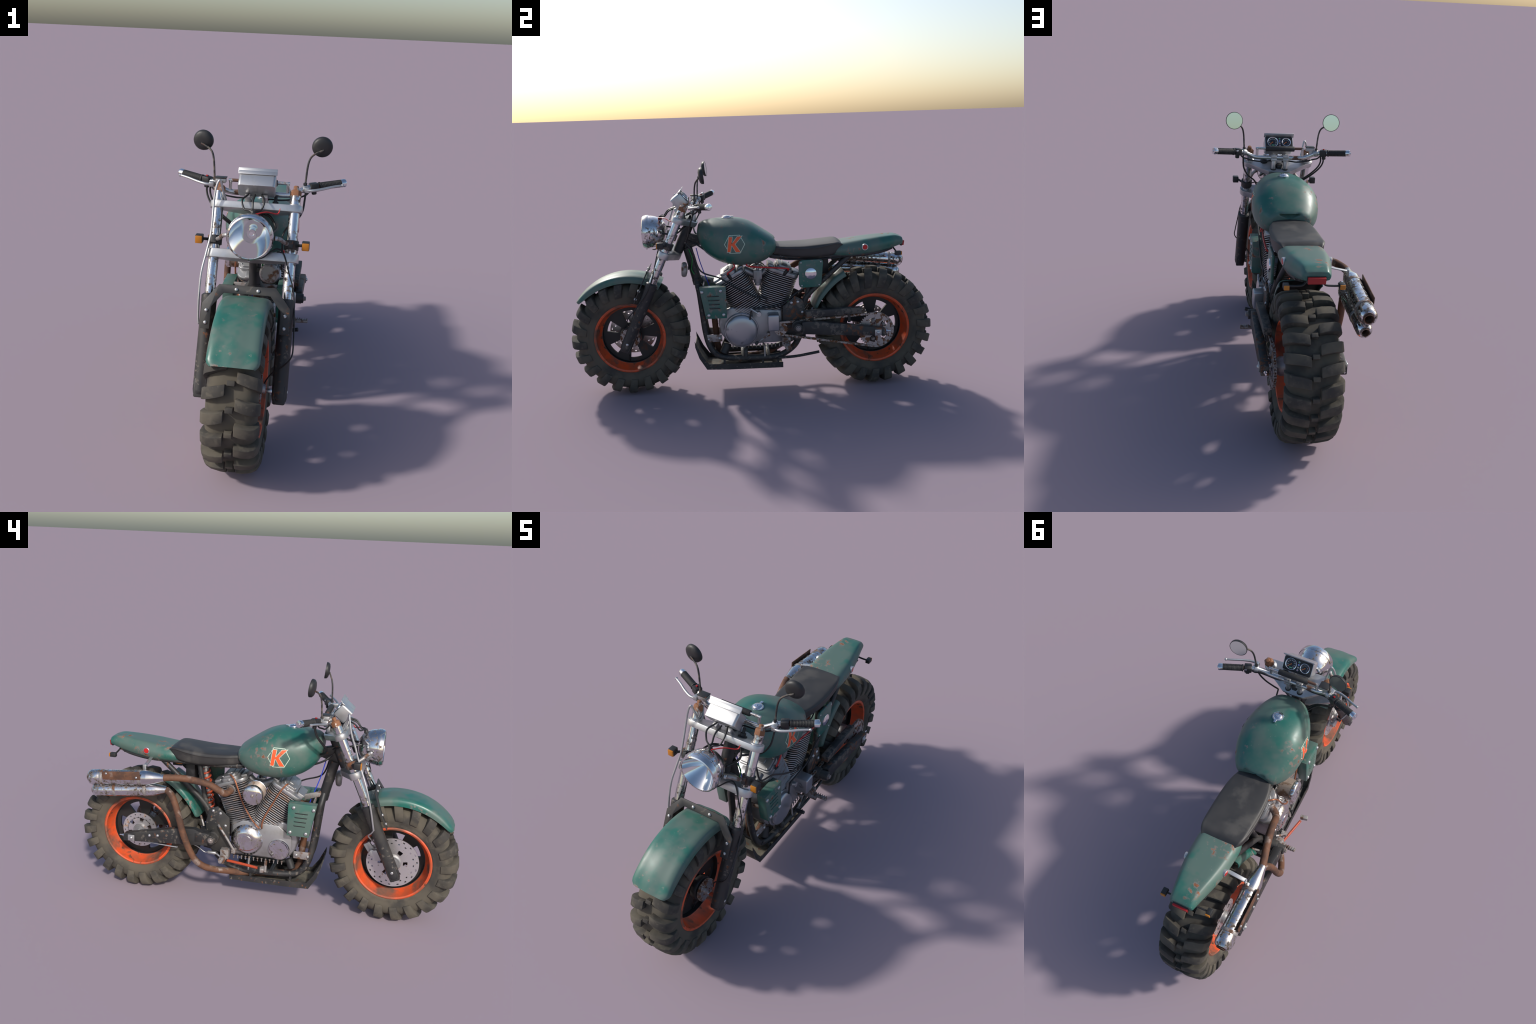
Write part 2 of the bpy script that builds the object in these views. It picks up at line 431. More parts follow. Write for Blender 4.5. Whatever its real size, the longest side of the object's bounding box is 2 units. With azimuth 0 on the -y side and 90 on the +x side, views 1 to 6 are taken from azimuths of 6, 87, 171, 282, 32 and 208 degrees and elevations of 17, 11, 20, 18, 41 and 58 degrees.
def drilled_disc(C, x, r_out, r_in, wheel, turn=0.):
    """Brake disc: six windows in the carrier, two staggered rings of drilled holes."""
    NA = 144
    rad = [r_in, r_in + .012, r_in + .022, r_in + .034, r_out - .030, r_out - .027, r_out - .024, r_out - .0135, r_out - .0105, r_out - .0075, r_out]
    NR = len(rad) - 1; vs, fs = [], []
    for s in (-.003, .003):
        for r in rad: vs += [C + P(x + s, r * cos(2 * pi * k / NA), r * sin(2 * pi * k / NA)) for k in range(NA)]
    def hole(i, k):
        if i in (1, 2):
            a = (k + .5) * 360 / NA + turn
            return abs((a + 30) % 60 - 30) < 9.5
        if i in (4, 5): return k % 8 in (0, 1)
        if i in (7, 8): return k % 8 in (4, 5)
        return False
    off = len(rad) * NA
    for i in range(NR):
        for k in range(NA):
            j = (k + 1) % NA
            if hole(i, k): continue
            a, b, c, d = i * NA + k, i * NA + j, (i + 1) * NA + j, (i + 1) * NA + k
            fs.append((a, b, c, d)); fs.append((a + off, d + off, c + off, b + off))
            if i and hole(i - 1, k) or i == 0: fs.append((a, a + off, b + off, b))
            if i == NR - 1 or hole(i + 1, k): fs.append((d, c, c + off, d + off))
            if hole(i, (k - 1) % NA): fs.append((a, d, d + off, a + off))
            if hole(i, j): fs.append((b, b + off, c + off, c))
    return obj('brake_disc', (vs, fs), DISC, wheel, angle=30)

FW, FC = build_wheel(-.676, .3265, .108, 21, .088, 38, (15.9, 7.3, 11.8))
RW, RC = build_wheel(.674, .3265, .122, 23, .094, 5, (8.3, .1, 4.5))

# front hub parts
drilled_disc(FC, -.068, .131, .040, FW)
obj('hub', rev([(-.094, 0), (-.094, .012), (-.088, .013), (-.088, .026), (-.085, .0275), (-.085, .036), (-.081, .0385), (-.079, .042), (-.04, .042), (-.03, .042), (.03, .042), (.03, 0)], FC, X, 48), CAST, FW)
obj('hub_drum', rev([(.008, .045), (.03, .052), (.035, .058), (.052, .060), (.060, .056), (.062, .05), (.062, 0)], FC, X, 48), PLATE, FW)
obj('speedometer_drive', merge(rev([(.066, 0), (.066, .050), (.071, .053), (.079, .053), (.083, .049), (.083, .02), (.1, .018), (.1, 0)], FC, X, 48),
    *[box((.006, .004, .006), FC + P(.081, .053 * cos(a), .053 * sin(a)), Matrix.Rotation(a, 3, 'X')) for a in [2 * pi * k / 36 for k in range(36)]]), SPROCKET, FW, angle=35)
obj('axle', cyl(FC + P(-.17, -.003, -.006), FC + P(.17, -.003, -.006), .0095), CHROME_CLEAN, FW)
# rear hub parts
drilled_disc(RC, -.068, .096, .034, RW, 20)
obj('hub', rev([(-.094, 0), (-.094, .012), (-.088, .013), (-.088, .024), (-.085, .0255), (-.085, .032), (-.081, .034), (-.04, .036), (-.03, .04), (.06, .042), (.1, .042), (.12, .03), (.12, 0)], RC, X, 48), CAST, RW)
obj('axle', cyl(RC + P(-.186, 0, 0), RC + P(.186, 0, 0), .0105), CHROME_CLEAN, RW)

# chain wheel with teeth, and round cut-outs made of a ring + five spokes
def sprocket(C, x, r, teeth, thick=.004, wind=5, r_in=.02):
    NA = teeth * 6
    prof = [1, 1, .955, .92, .92, .955]
    rad = [r_in, r * .32, r * .42, r * .52, r * .62, r * .72, None]
    vs, fs = [], []
    for s in (-thick, thick):
        for q in rad:
            vs += [C + P(x + s, (q or r * prof[k % 6]) * cos(2 * pi * k / NA), (q or r * prof[k % 6]) * sin(2 * pi * k / NA)) for k in range(NA)]
    def hole(i, k):
        if not wind or i not in (1, 2, 3, 4): return False
        a = (k + .5) / NA * wind % 1 - .5
        w = (.20, .26, .26, .19)[i - 1]
        return abs(a) < w
    off = len(rad) * NA
    for i in range(len(rad) - 1):
        for k in range(NA):
            j = (k + 1) % NA
            if hole(i, k): continue
            a, b, c, d = i * NA + k, i * NA + j, (i + 1) * NA + j, (i + 1) * NA + k
            fs.append((a, b, c, d)); fs.append((a + off, d + off, c + off, b + off))
            if i == 0 or hole(i - 1, k): fs.append((a, a + off, b + off, b))
            if i == len(rad) - 2 or hole(i + 1, k): fs.append((d, c, c + off, d + off))
            if hole(i, (k - 1) % NA): fs.append((a, d, d + off, a + off))
            if hole(i, j): fs.append((b, b + off, c + off, c))
    return vs, fs
CX = .132
SPR = obj('sprocket', sprocket(RC, CX, .098, 44), SPROCKET, RW, angle=30)
for k in range(5):
    a = 2 * pi * (k + .5) / 5
    bolt(RC + P(CX + .004, .052 * cos(a), .052 * sin(a)), X, .0085, RW, BOLT)
FS = P(CX, .152, .357)
obj('drive_sprocket', sprocket(P(0, FS.y, FS.z), CX, .036, 15, .004, 0, .004), SPROCKET, angle=30)
bolt(FS + P(.006, 0, 0), X, .012, None, BOLT)

# chain: links spaced along the belt line round both sprockets
def chain():
    r1, r2 = .094, .034
    A, B = Vector((RC.y, RC.z)), Vector((FS.y, FS.z))
    d = (B - A); L = d.length; th = atan2(d.y, d.x); be = math.acos((r1 - r2) / L)
    pts = []
    n1, n2 = 40, 20
    a0, a1 = th + be, th - be
    for k in range(n1 + 1):
        a = a0 + (2 * pi - 2 * be) * k / n1; pts.append(A + Vector((cos(a), sin(a))) * r1)
    for k in range(n2 + 1):
        a = a1 + 2 * be * k / n2; pts.append(B + Vector((cos(a), sin(a))) * r2)
    pts.append(pts[0])
    seg = [(p, q, (q - p).length) for p, q in zip(pts, pts[1:])]
    tot = sum(s[2] for s in seg); N = int(tot / .0125)
    def at(t):
        t %= tot
        for p, q, l in seg:
            if t <= l: return p + (q - p) * (t / max(l, 1e-9))
            t -= l
        return pts[-1]
    pl = [(.0062 * cos(a) + (.0055 if cos(a) > 0 else -.0055), .0055 * sin(a)) for a in [2 * pi * (k + .5) / 12 for k in range(12)]]
    outer = mesh('chain_link', merge(prism(pl, .0052, .0068), prism(pl, -.0068, -.0052), cyl((-.006, 0, -.0075), (-.006, 0, .0075), .0028, seg=8),
                                     cyl((.006, 0, -.0075), (.006, 0, .0075), .0028, seg=8)), CHAIN)
    inner = mesh('chain_link', merge(prism(pl, .0030, .0046), prism(pl, -.0046, -.0030), cyl((-.006, 0, -.003), (-.006, 0, .003), .0036, seg=8),
                                     cyl((.006, 0, -.003), (.006, 0, .003), .0036, seg=8)), CHAIN)
    holder = None
    for i in range(N):
        p, q = at(tot * i / N), at(tot * (i + 1) / N)
        m = (p + q) / 2; t = (q - p).normalized()
        o = put('chain_link', outer if i % 2 else inner, holder, frame((CX, m.x, m.y), P(0, t.x, t.y), P(0, -t.y, t.x)))
        if holder is None: holder = o; o.name = 'drive_chain'
chain()

# ------------------------------------------------------------------ front fork
FA = P(0, .4195, .9077).normalized()          # fork axis, upward
FE = P(0, .9077, -.4195).normalized()         # across the clamps, rearward
def fork(x, s, e=0.): return P(x, -.679, .321) + FA * s + FE * e
FORK = None
for sx in (1, -1):
    x = .155 * sx
    leg = obj('fork_tube', merge(cyl(fork(x, .30), fork(x, .775), .0218, seg=32)), CHROME_F)
    FORK = FORK or leg
    obj('fork_slider', rev([(-.045, 0), (-.045, .018), (-.035, .028), (-.02, .0308), (.325, .0308), (.33, .0318), (.352, .0318), (.358, .026), (.36, .0225)], fork(x, 0), FA, 32), FORKB, leg)
    obj('axle_clamp', merge(box((.048, .05, .075), fork(x, -.012), frame((0, 0, 0), X, FE).to_3x3())), FORKB, leg, bevel=.006)
    bolt(fork(x + sx * .026, 0), X * sx, .0085, leg)
    obj('fork_cap', merge(rev([(.772, .0225), (.777, .0225), (.777, 0)], fork(x, 0), FA, 24)), CHROME, leg)
    obj('cap_nut', merge(rev([(.772, .0235), (.795, .0235), (.803, .017), (.803, 0)], fork(x, 0), FA, 6), rev([(.80, .011), (.818, .011), (.82, .008), (.82, 0)], fork(x, 0), FA, 6)), RUSTNUT, leg, bevel=.0015, angle=25)
    # headlight bracket band and stay
    obj('lamp_bracket', merge(rev([(.558, .0225), (.558, .029), (.594, .029), (.594, .0225)], fork(x, 0), FA, 32), box((.018, .02, .03), fork(x * .99, .576, -.03), frame((0, 0, 0), X, FE).to_3x3())), BLACKR, leg, bevel=.001)
    obj('lamp_stay', tube([fork(x - sx * .012, .576, -.03), P(.128 * sx, -.485, .868), P(.112 * sx, -.505, .885), P(.092 * sx, -.522, .893)], .0085, 10), RUSTY_S, leg)
    bolt(P(.098 * sx, -.521, .892), X * sx, .009, leg)
    # indicator
    obj('indicator', box((.030, .032, .033), (.2125 * sx, -.470, .856)), PLASTIC, leg, bevel=.003)
    obj('indicator_lens', box((.027, .008, .030), (.2125 * sx, -.487, .8555)), AMBER, leg, bevel=.002)
    obj('indicator_stalk', cyl(fork(.175 * sx, .578), P(.20 * sx, -.470, .856), .006), PLASTIC, leg)

def clamp_outline(w, front, back, wide):
    """Half-round ends about the fork legs, straight front, tapering to the steering head."""
    pts = []
    for k in range(9):
        a = -pi / 2 + pi * k / 8 * 1.0
        pts.append((.155 + w * cos(a), w * sin(a)))
    pts = [(p, q) for p, q in pts]
    half = [(0, -front)] + [(.10, -front)] + pts + [(wide, back)]
    left = [(-p, q) for p, q in half if p > 1e-6]
    return half + [(0, back + .004)] + left[::-1]
fr_top = frame(fork(0, .72), X, FE); fr_low = frame(fork(0, .522), X, FE)
obj('fork_clamp', prism(clamp_outline(.033, .036, .098, .055), -.013, .015, fr_top), ALU, FORK, bevel=.003)
obj('fork_clamp', prism(clamp_outline(.033, .030, .085, .045), -.018, .018, fr_low), ALU, FORK, bevel=.003)
for x, e, s in ((.155, .0, .735),):
    pass
for sx in (1, -1):
    obj('clamp_collar', rev([(.733, .0225), (.733, .027), (.738, .027), (.741, .0225)], fork(.155 * sx, 0), FA, 24), ALU, FORK)
obj('steering_nut', rev([(.733, .019), (.75, .019), (.753, .014), (.753, 0)], fork(0, 0, .062), FA, 6), PLASTIC, FORK, bevel=.001, angle=25)
# ignition switch barrel
obj('ignition_lock', merge(rev([(.733, .02), (.738, .02), (.74, .013), (.752, .012), (.752, 0)], fork(.075, 0, .015), FA, 20), cyl(fork(.075, .752, .015), fork(.075, .775, .015), .007)), PLASTIC, FORK)

# fender and its arch brace
def fender(C, a0, a1, crown, skirt, half, n=40, round_tip=True):
    rings = []
    for i in range(n + 1):
        t = i / n; a = radians(a0 + (a1 - a0) * t)
        rc, rs = interp(crown, t), interp(skirt, t)
        d = rc - rs
        hf = half * (1 - .16 * max(0, 1 - t / .05) ** 2)
        sec = [(-hf, rs), (-hf * 1.0, rs + d * .35), (-hf * .97, rs + d * .60), (-hf * .90, rs + d * .80), (-hf * .74, rs + d * .93), (-hf * .45, rc - .001), (0, rc + .002)]
        sec = sec + [(-x, r) for x, r in sec[:-1][::-1]]
        sec = spline([P(x, r, 0) for x, r in sec], 3)
        rings.append([C + P(p.x, -p.y * cos(a), p.y * sin(a)) for p in sec])
    m = len(rings[0]); vs = [p for r in rings for p in r]
    fs = [(i * m + k, i * m + k + 1, (i + 1) * m + k + 1, (i + 1) * m + k) for i in range(n) for k in range(m - 1)]
    return vs, fs
FEND = obj('fender', fender(FC, 37.5, 122, [(0, .353), (.25, .355), (.5, .354), (.8, .353), (1, .355)], [(0, .333), (.06, .326), (.2, .318), (.5, .312), (.85, .313), (1, .316)], .096), GREEN2, solid=.004, angle=60)
fr_br = frame(P(0, -.603, .605), X, FA)
arch = [(.173, -.072), (.173, .028), (.112, .106), (-.112, .106), (-.173, .028), (-.173, -.072), (-.136, -.072), (-.136, .016), (-.092, .073), (.092, .073), (.136, .016), (.136, -.072)]
BRACE = obj('fender_brace', prism(arch, -.003, .003, fr_br), FORKB, bevel=.001)
for sx in (1, -1):
    for x, t in ((.154, 0), (.154, -.048), (.043, .089)):
        bolt(fr_br @ P(x * sx, t, .003), fr_br.to_3x3() @ P(0, 0, 1), .0075, BRACE)
        bolt(fr_br @ P(x * sx, t, -.003), fr_br.to_3x3() @ P(0, 0, -1), .0075, BRACE)

# brake caliper on the right fork leg
tilt = Matrix.Rotation(radians(-14), 3, 'X')
CAL = obj('brake_caliper', merge(box((.030, .046, .058), (-.104, -.598, .375), tilt), cyl((-.092, -.574, .383), (-.118, -.574, .383), .018, seg=24)), ALU, bevel=.003)
obj('caliper_half', merge(box((.020, .035, .075), (-.088, -.560, .395), Matrix.Rotation(radians(-35), 3, 'X'))), CAST, CAL, bevel=.004)
obj('caliper_mount', box((.012, .03, .075), (-.128, -.622, .385), Matrix.Rotation(radians(-28), 3, 'X')), BLACK, CAL, bevel=.003)

# ------------------------------------------------------------------ headlight
HL = P(0, -.566, .900)
LAMP = obj('headlight', rev([(-.012, .079), (-.013, .082), (-.010, .087), (.004, .0915), (.018, .0915), (.0205, .0905), (.0205, .0885), (.023, .0885), (.05, .0845), (.075, .075), (.095, .061), (.108, .044), (.115, .024), (.117, 0)], HL, Y, 64), CHROME, angle=35)
obj('reflector', rev([(-.011, .0795), (.006, .072), (.026, .060), (.048, .045), (.066, .031), (.070, .028), (.078, .020), (.080, 0)], HL, Y, 64), REFLECT, LAMP)
obj('bulb_shield', rev([(.056, .0), (.057, .008), (.064, .011), (.078, .012)], HL, Y, 40), REFLECT, LAMP)
obj('lamp_grommet', cyl((.0, -.485, .965), (.0, -.48, .985), .012, .008), PLASTIC, LAMP)
bolt(P(0, -.564, .8065), -Z, .005, LAMP)

# ------------------------------------------------------------------ instruments
GU = P(0, -.63, .777).normalized()          # up along the dial face
GD = P(0, -.777, -.63).normalized()         # from the face into the box
GN = -GD
fr_g = frame(P(0, -.347, 1.085), -X, GU)    # u to the rider's right, v up, w out of the face
assert (fr_g.to_3x3() @ Vector((0, 0, 1))).dot(GN) > .99
sq = lambda w, h, r, n=5: [(sxx * (w - r) + r * cos(a), syy * (h - r) + r * sin(a)) for sxx, syy, a0 in ((1, 1, 0), (-1, 1, pi / 2), (-1, -1, pi), (1, -1, 1.5 * pi)) for a in [a0 + pi / 2 * k / n for k in range(n + 1)]]
GAUGE = obj('instrument_housing', merge(prism(sq(.0745, .036, .011), -.062, .002, fr_g), box((.155, .003, .024), fr_g @ P(0, .0385, .004), fr_g.to_3x3() @ Matrix.Rotation(radians(0), 3, 'X'))), ALU, bevel=.0015)
obj('visor', box((.157, .0035, .026), fr_g @ P(0, .0378, .009), fr_g.to_3x3() @ Matrix.Rotation(radians(-22), 3, 'X')), ALU, GAUGE, bevel=.001)
obj('dial_panel', prism(sq(.0715, .033, .008), .0021, .0035, fr_g), PLASTIC, GAUGE)
def text_mesh(s, size, mat, m):
    c = bpy.data.curves.new('numeral', 'FONT'); c.body = s; c.size = size; c.align_x = 'CENTER'; c.align_y = 'CENTER'
    o = bpy.data.objects.new('numeral', c); col.objects.link(o)
    bpy.context.view_layer.update()
    me = bpy.data.meshes.new_from_object(o)
    part = ([m @ v.co for v in me.vertices], [tuple(p.vertices) for p in me.polygons])
    bpy.data.objects.remove(o); bpy.data.curves.remove(c); bpy.data.meshes.remove(me)
    return part
def dial(u, r, count, labels, needle, lcd, redline):
    o = fr_g @ P(u, .001, .0036)
    d = obj('dial', rev([(0, 0), (0, r)], o, GN, 48), DIAL, GAUGE)
    obj('dial_bezel', rev([(-.001, r - .0005), (.003, r - .001), (.0045, r + .001), (.004, r + .003), (-.001, r + .0035)], o, GN, 48), CHROME_CLEAN, d)
    marks, reds = [], []
    loc = lambda a, q, w=.0006: fr_g @ P(u + q * cos(a), .001 + q * sin(a), .0036 + w)
    for k in range(count * 2 - 1):
        a = radians(225 - 270 * k / (count * 2 - 2)); big = k % 2 == 0
        (reds if redline and k >= count * 2 - 6 else marks).append(xf(box((.003 if big else .002, .0007, .0004)), Matrix.Translation(loc(a, r - .003)) @ (fr_g.to_3x3() @ Matrix.Rotation(a, 3, 'Z')).to_4x4()))
    for k, s in enumerate(labels):
        a = radians(225 - 270 * k / (len(labels) - 1))
        marks.append(text_mesh(s, .0062, WHITE, frame(loc(a, r - .0085), -X, GU)))
    obj('dial_marking', merge(*marks), WHITE, d)
    if reds: obj('redline', merge(*reds), REDLENS, d)
    a = radians(needle); L = r * .72
    c = loc(0, 0, .0016)
    obj('needle', merge(xf(box((L, .0022, .0007), (L / 2 + .002, 0, 0)), Matrix.Translation(c) @ (fr_g.to_3x3() @ Matrix.Rotation(a, 3, 'Z')).to_4x4()), cyl(c - GN * .001, c + GN * .0008, .0022)), NEEDLE, d)
    if lcd: obj('display', merge(*[box((.0022, .0042, .0006), fr_g @ P(u + .001 + .0029 * (k - 2), -.0165, .0042), fr_g.to_3x3()) for k in range(5)]), LCD, d)
dial(-.0335, .0258, 9, ['20', '40', '60', '80', '100', '120', '140', '160', '180'], 222, True, False)
dial(.0375, .0212, 9, ['0', '1', '2', '3', '4', '5', '6', '7', '8'], 218, False, True)
for k, (c, v) in enumerate((('green', .021), ('blue', .008), ('amber', -.005), ('red', -.018))):
    lamp = obj('tell_tale', rev([(0, 0), (.0006, .003), (0, .003)], fr_g @ P(.0035, v, .0042), GN, 16), GLOW[c], GAUGE)
    obj('tell_tale_ring', rev([(-.001, .003), (.001, .003), (.001, .0042), (-.001, .0045)], fr_g @ P(.0035, v, .0038), GN, 16), CHROME_CLEAN, lamp)
obj('instrument_bracket', merge(box((.022, .02, .05), (.035, -.385, 1.005), Matrix.Rotation(radians(25), 3, 'X')), box((.022, .02, .05), (-.035, -.385, 1.005), Matrix.Rotation(radians(25), 3, 'X'))), ALU, GAUGE, bevel=.002)

# ------------------------------------------------------------------ handlebar
half = [(0, -.300, 1.016), (.06, -.300, 1.016), (.125, -.299, 1.018), (.158, -.294, 1.030), (.190, -.280, 1.046), (.225, -.262, 1.052), (.28, -.235, 1.058), (.345, -.205, 1.065)]
BAR = obj('handlebar', tube([(-x, y, z) for x, y, z in half[:0:-1]] + half, .0112, 14, 5), RUSTY_S)
BAR2 = Mat('bar_chrome', (.62, .61, .60), .25, 1., 5.).layer(11, .55, .63, (.12, .06, .04), .75, .1, detail=5.).done()
BAR.data.materials[0] = BAR2
obj('crossbar', tube([(-.119, -.299, 1.02), (-.119, -.298, 1.055), (-.117, -.297, 1.063), (-.108, -.297, 1.065), (.108, -.297, 1.065), (.117, -.297, 1.063), (.119, -.298, 1.055), (.119, -.299, 1.02)], .0068, 12, 3), BAR2, BAR)
obj('bar_pad', rev([(-.0755, 0), (-.0755, .0115), (-.073, .0135), (.073, .0135), (.0755, .0115), (.0755, 0)], (0, -.296, 1.0635), X, 24), GRIP, BAR)
for sx in (1, -1):
    r = obj('bar_riser', merge(cyl((.031 * sx, -.301, .95), (.031 * sx, -.3, 1.0), .0115), box((.030, .031, .012), (.031 * sx, -.3, 1.006)), box((.030, .031, .014), (.031 * sx, -.3, 1.024))), ALU, BAR, bevel=.0015)
    obj('riser_seat', rev([(0, .015), (.006, .015), (.006, .0115)], (.031 * sx, -.301, .951), Z, 20), PLASTIC, r)
    bolt(P(.031 * sx, -.31, 1.031), Z, .0035, r); bolt(P(.031 * sx, -.29, 1.031), Z, .0035, r)
    g0, g1 = P(.243 * sx, -.2535, 1.0535), P(.333 * sx, -.211, 1.0635)
    gd = (g1 - g0).normalized(); L = (g1 - g0).length
    prof = [(0, .011), (0, .0175), (.006, .0178), (.007, .0162)]
    for k in range(14):
        h = .010 + (L - .014) * k / 14; prof += [(h, .0150), (h + .0015, .0162), (h + .0042, .0162), (h + .0052, .0150)]
    grip = obj('grip', rev(prof + [(L, .0162), (L, .011)], g0, gd, 24), GRIP, BAR)
    obj('bar_end', rev([(0, 0), (0, .0165), (.016, .0175), (.021, .0155), (.022, .006), (.025, .0055), (.025, 0)], g1 - gd * .001, gd, 24), CHROME_CLEAN, grip)
    sw = obj('switch_box', merge(box((.036, .034, .036), g0 - gd * .022 + P(0, 0, .0), frame((0, 0, 0), gd, Z).to_3x3()), box((.02, .026, .016), g0 - gd * .02 + P(0, .004, -.02), frame((0, 0, 0), gd, Z).to_3x3())), PLASTIC, BAR, bevel=.005)
    if sx < 0: obj('stop_button', box((.009, .008, .006), g0 - gd * .022 + P(0, 0, .0195), frame((0, 0, 0), gd, Y).to_3x3()), REDLENS, sw, bevel=.001)
    else: obj('switch_toggle', box((.012, .01, .008), g0 - gd * .02 + P(0, .016, .008)), CHROME_CLEAN, sw, bevel=.001)
    cl = obj('lever_clamp', merge(cyl(P(.180 * sx, -.286, 1.043), P(.198 * sx, -.277, 1.048), .0165, seg=20), box((.02, .03, .02), (.197 * sx, -.302, 1.045))), ALU, BAR, bevel=.002)
    lev = [P(.198 * sx, -.311, 1.044), P(.225 * sx, -.312, 1.046), P(.262 * sx, -.298, 1.052), P(.30 * sx, -.277, 1.059), P(.330 * sx, -.262, 1.063), P(.339 * sx, -.258, 1.064)]
    obj('lever', merge(tube(lev, lambda t: .0066 - .0022 * t, 10, 6), rev([(-.007, 0), (-.005, .005), (0, .007), (.005, .005), (.007, 0)], lev[-1], gd, 14)), ALU, cl)
    foot = P(.188 * sx, -.2845, 1.052)
    st = obj('mirror_stem', merge(tube([foot, P(.190 * sx, -.283, 1.09), P(.194 * sx, -.280, 1.14), P(.203 * sx, -.274, 1.172), P(.222 * sx, -.264, 1.189), P(.253 * sx, -.2525, 1.203)], .0042, 10, 6), cyl(foot, foot + P(0, 0, .018), .008, seg=6)), BLACKR, BAR)
    mn = P(-.10 * sx, .98, .115).normalized(); mc = P(.247 * sx, -.2385, 1.2135)
    mir = obj('mirror', rev([(-.016, 0), (-.0155, .02), (-.012, .034), (-.006, .041), (.002, .0428), (.006, .0428), (.007, .0415), (.0055, .0405), (.0055, 0)], mc, mn, 48), PLASTIC, st)
    obj('mirror_glass', rev([(.0062, 0), (.0062, .0402)], mc, mn, 48), MIRROR, mir)
# brake fluid reservoir on the right
RES = obj('fluid_reservoir', merge(box((.042, .034, .018), (-.158, -.302, 1.063)), box((.02, .02, .022), (-.163, -.295, 1.045))), ALU, BAR, bevel=.002)
obj('reservoir_lid', box((.046, .038, .005), (-.158, -.302, 1.0745)), BLACK, RES, bevel=.001)

# ------------------------------------------------------------------ frame
HEAD = obj('frame', merge(cyl(fork(0, .535, .062), fork(0, .712, .062), .0265, seg=28)), BLACK)
obj('backbone', prism([(-.345, .888), (-.335, .845), (-.27, .820), (.12, .745), (.12, .79), (-.27, .868)], -.022, .022, YZ()), BLACK, HEAD, bevel=.006)
obj('down_tube', merge(cyl((0, -.343, .805), (0, -.298, .615), .0255, seg=24), cyl((0, -.3, .63), (0, -.293, .60), .0285, seg=24)), BLACK, HEAD)
for sx in (1, -1):
    obj('cradle_tube', tube([(.012 * sx, -.300, .630), (.034 * sx, -.294, .592), (.046 * sx, -.286, .55), (.048 * sx, -.275, .44), (.055 * sx, -.264, .34), (.062 * sx, -.246, .262), (.067 * sx, -.213, .210), (.073 * sx, -.160, .188), (.080 * sx, -.05, .183), (.085 * sx, .10, .184), (.087 * sx, .165, .200), (.09 * sx, .222, .242), (.095 * sx, .25, .29), (.1 * sx, .255, .33)], .0168, 16, 6), BLACK, HEAD)
    obj('seat_rail', tube([(.045 * sx, .06, .775), (.075 * sx, .12, .752), (.08 * sx, .25, .742), (.08 * sx, .40, .741), (.078 * sx, .60, .741), (.06 * sx, .72, .752), (.045 * sx, .78, .768)], .0105, 12, 5), BLACK, HEAD)
    obj('rear_stay', tube([(.069 * sx, .556, .750), (.076 * sx, .43, .640), (.082 * sx, .315, .536), (.088 * sx, .275, .48)], .0145, 14, 5), BLACK, HEAD)
    obj('rear_stay', tube([(.062 * sx, .346, .738), (.068 * sx, .327, .64), (.080 * sx, .298, .51), (.088 * sx, .275, .45)], .0135, 14, 5), BLACK, HEAD)
    # bolted engine mounting brackets on the cradle
    br = obj('engine_bracket', prism([(-.257, .322), (-.172, .320), (-.172, .281), (-.25, .279)], .070 * sx, .075 * sx, YZ()), RUSTY_S, HEAD, bevel=.001)
    bolt(P(.076 * sx, -.187, .30), X * sx, .008, br); bolt(P(.076 * sx, -.247, .297), X * sx, .007, br)
    # pivot plates
    poly = [(.165, .475), (.23, .531), (.275, .508), (.29, .444), (.288, .30), (.205, .276), (.162, .288)]
    pl = obj('pivot_plate', prism(poly, .104 * sx, .116 * sx, YZ()), BLACKR if sx > 0 else BLACK, HEAD, bevel=.0015)
    for y, z in ((.213, .495), (.248, .499), (.272, .44)) if sx > 0 else ((.252, .505), (.213, .495), (.185, .43), (.197, .30)):
        bolt(P(.116 * sx, y, z), X * sx, .0085, pl)
    bolt(P(.197 * sx, .241, .372), X * sx, .012, pl, BOLT)
obj('pivot_tube', merge(cyl((-.155, .241, .372), (.155, .241, .372), .031, seg=28), cyl((-.196, .241, .372), (.196, .241, .372), .024, seg=24)), BLACK, HEAD, bevel=.002)
obj('cross_tube', merge(cyl((-.085, -.21, .21), (.085, -.21, .21), .010), cyl((-.1, .08, .189), (.1, .08, .189), .012), cyl((-.098, -.06, .189), (.098, -.06, .189), .012), cyl((-.078, .36, .74), (.078, .36, .74), .01), cyl((-.078, .55, .741), (.078, .55, .741), .01)), BLACK, HEAD)
obj('gusset', prism([(-.36, .80), (-.33, .80), (-.25, .83), (-.34, .86)], -.006, .006, YZ()), BLACK, HEAD)

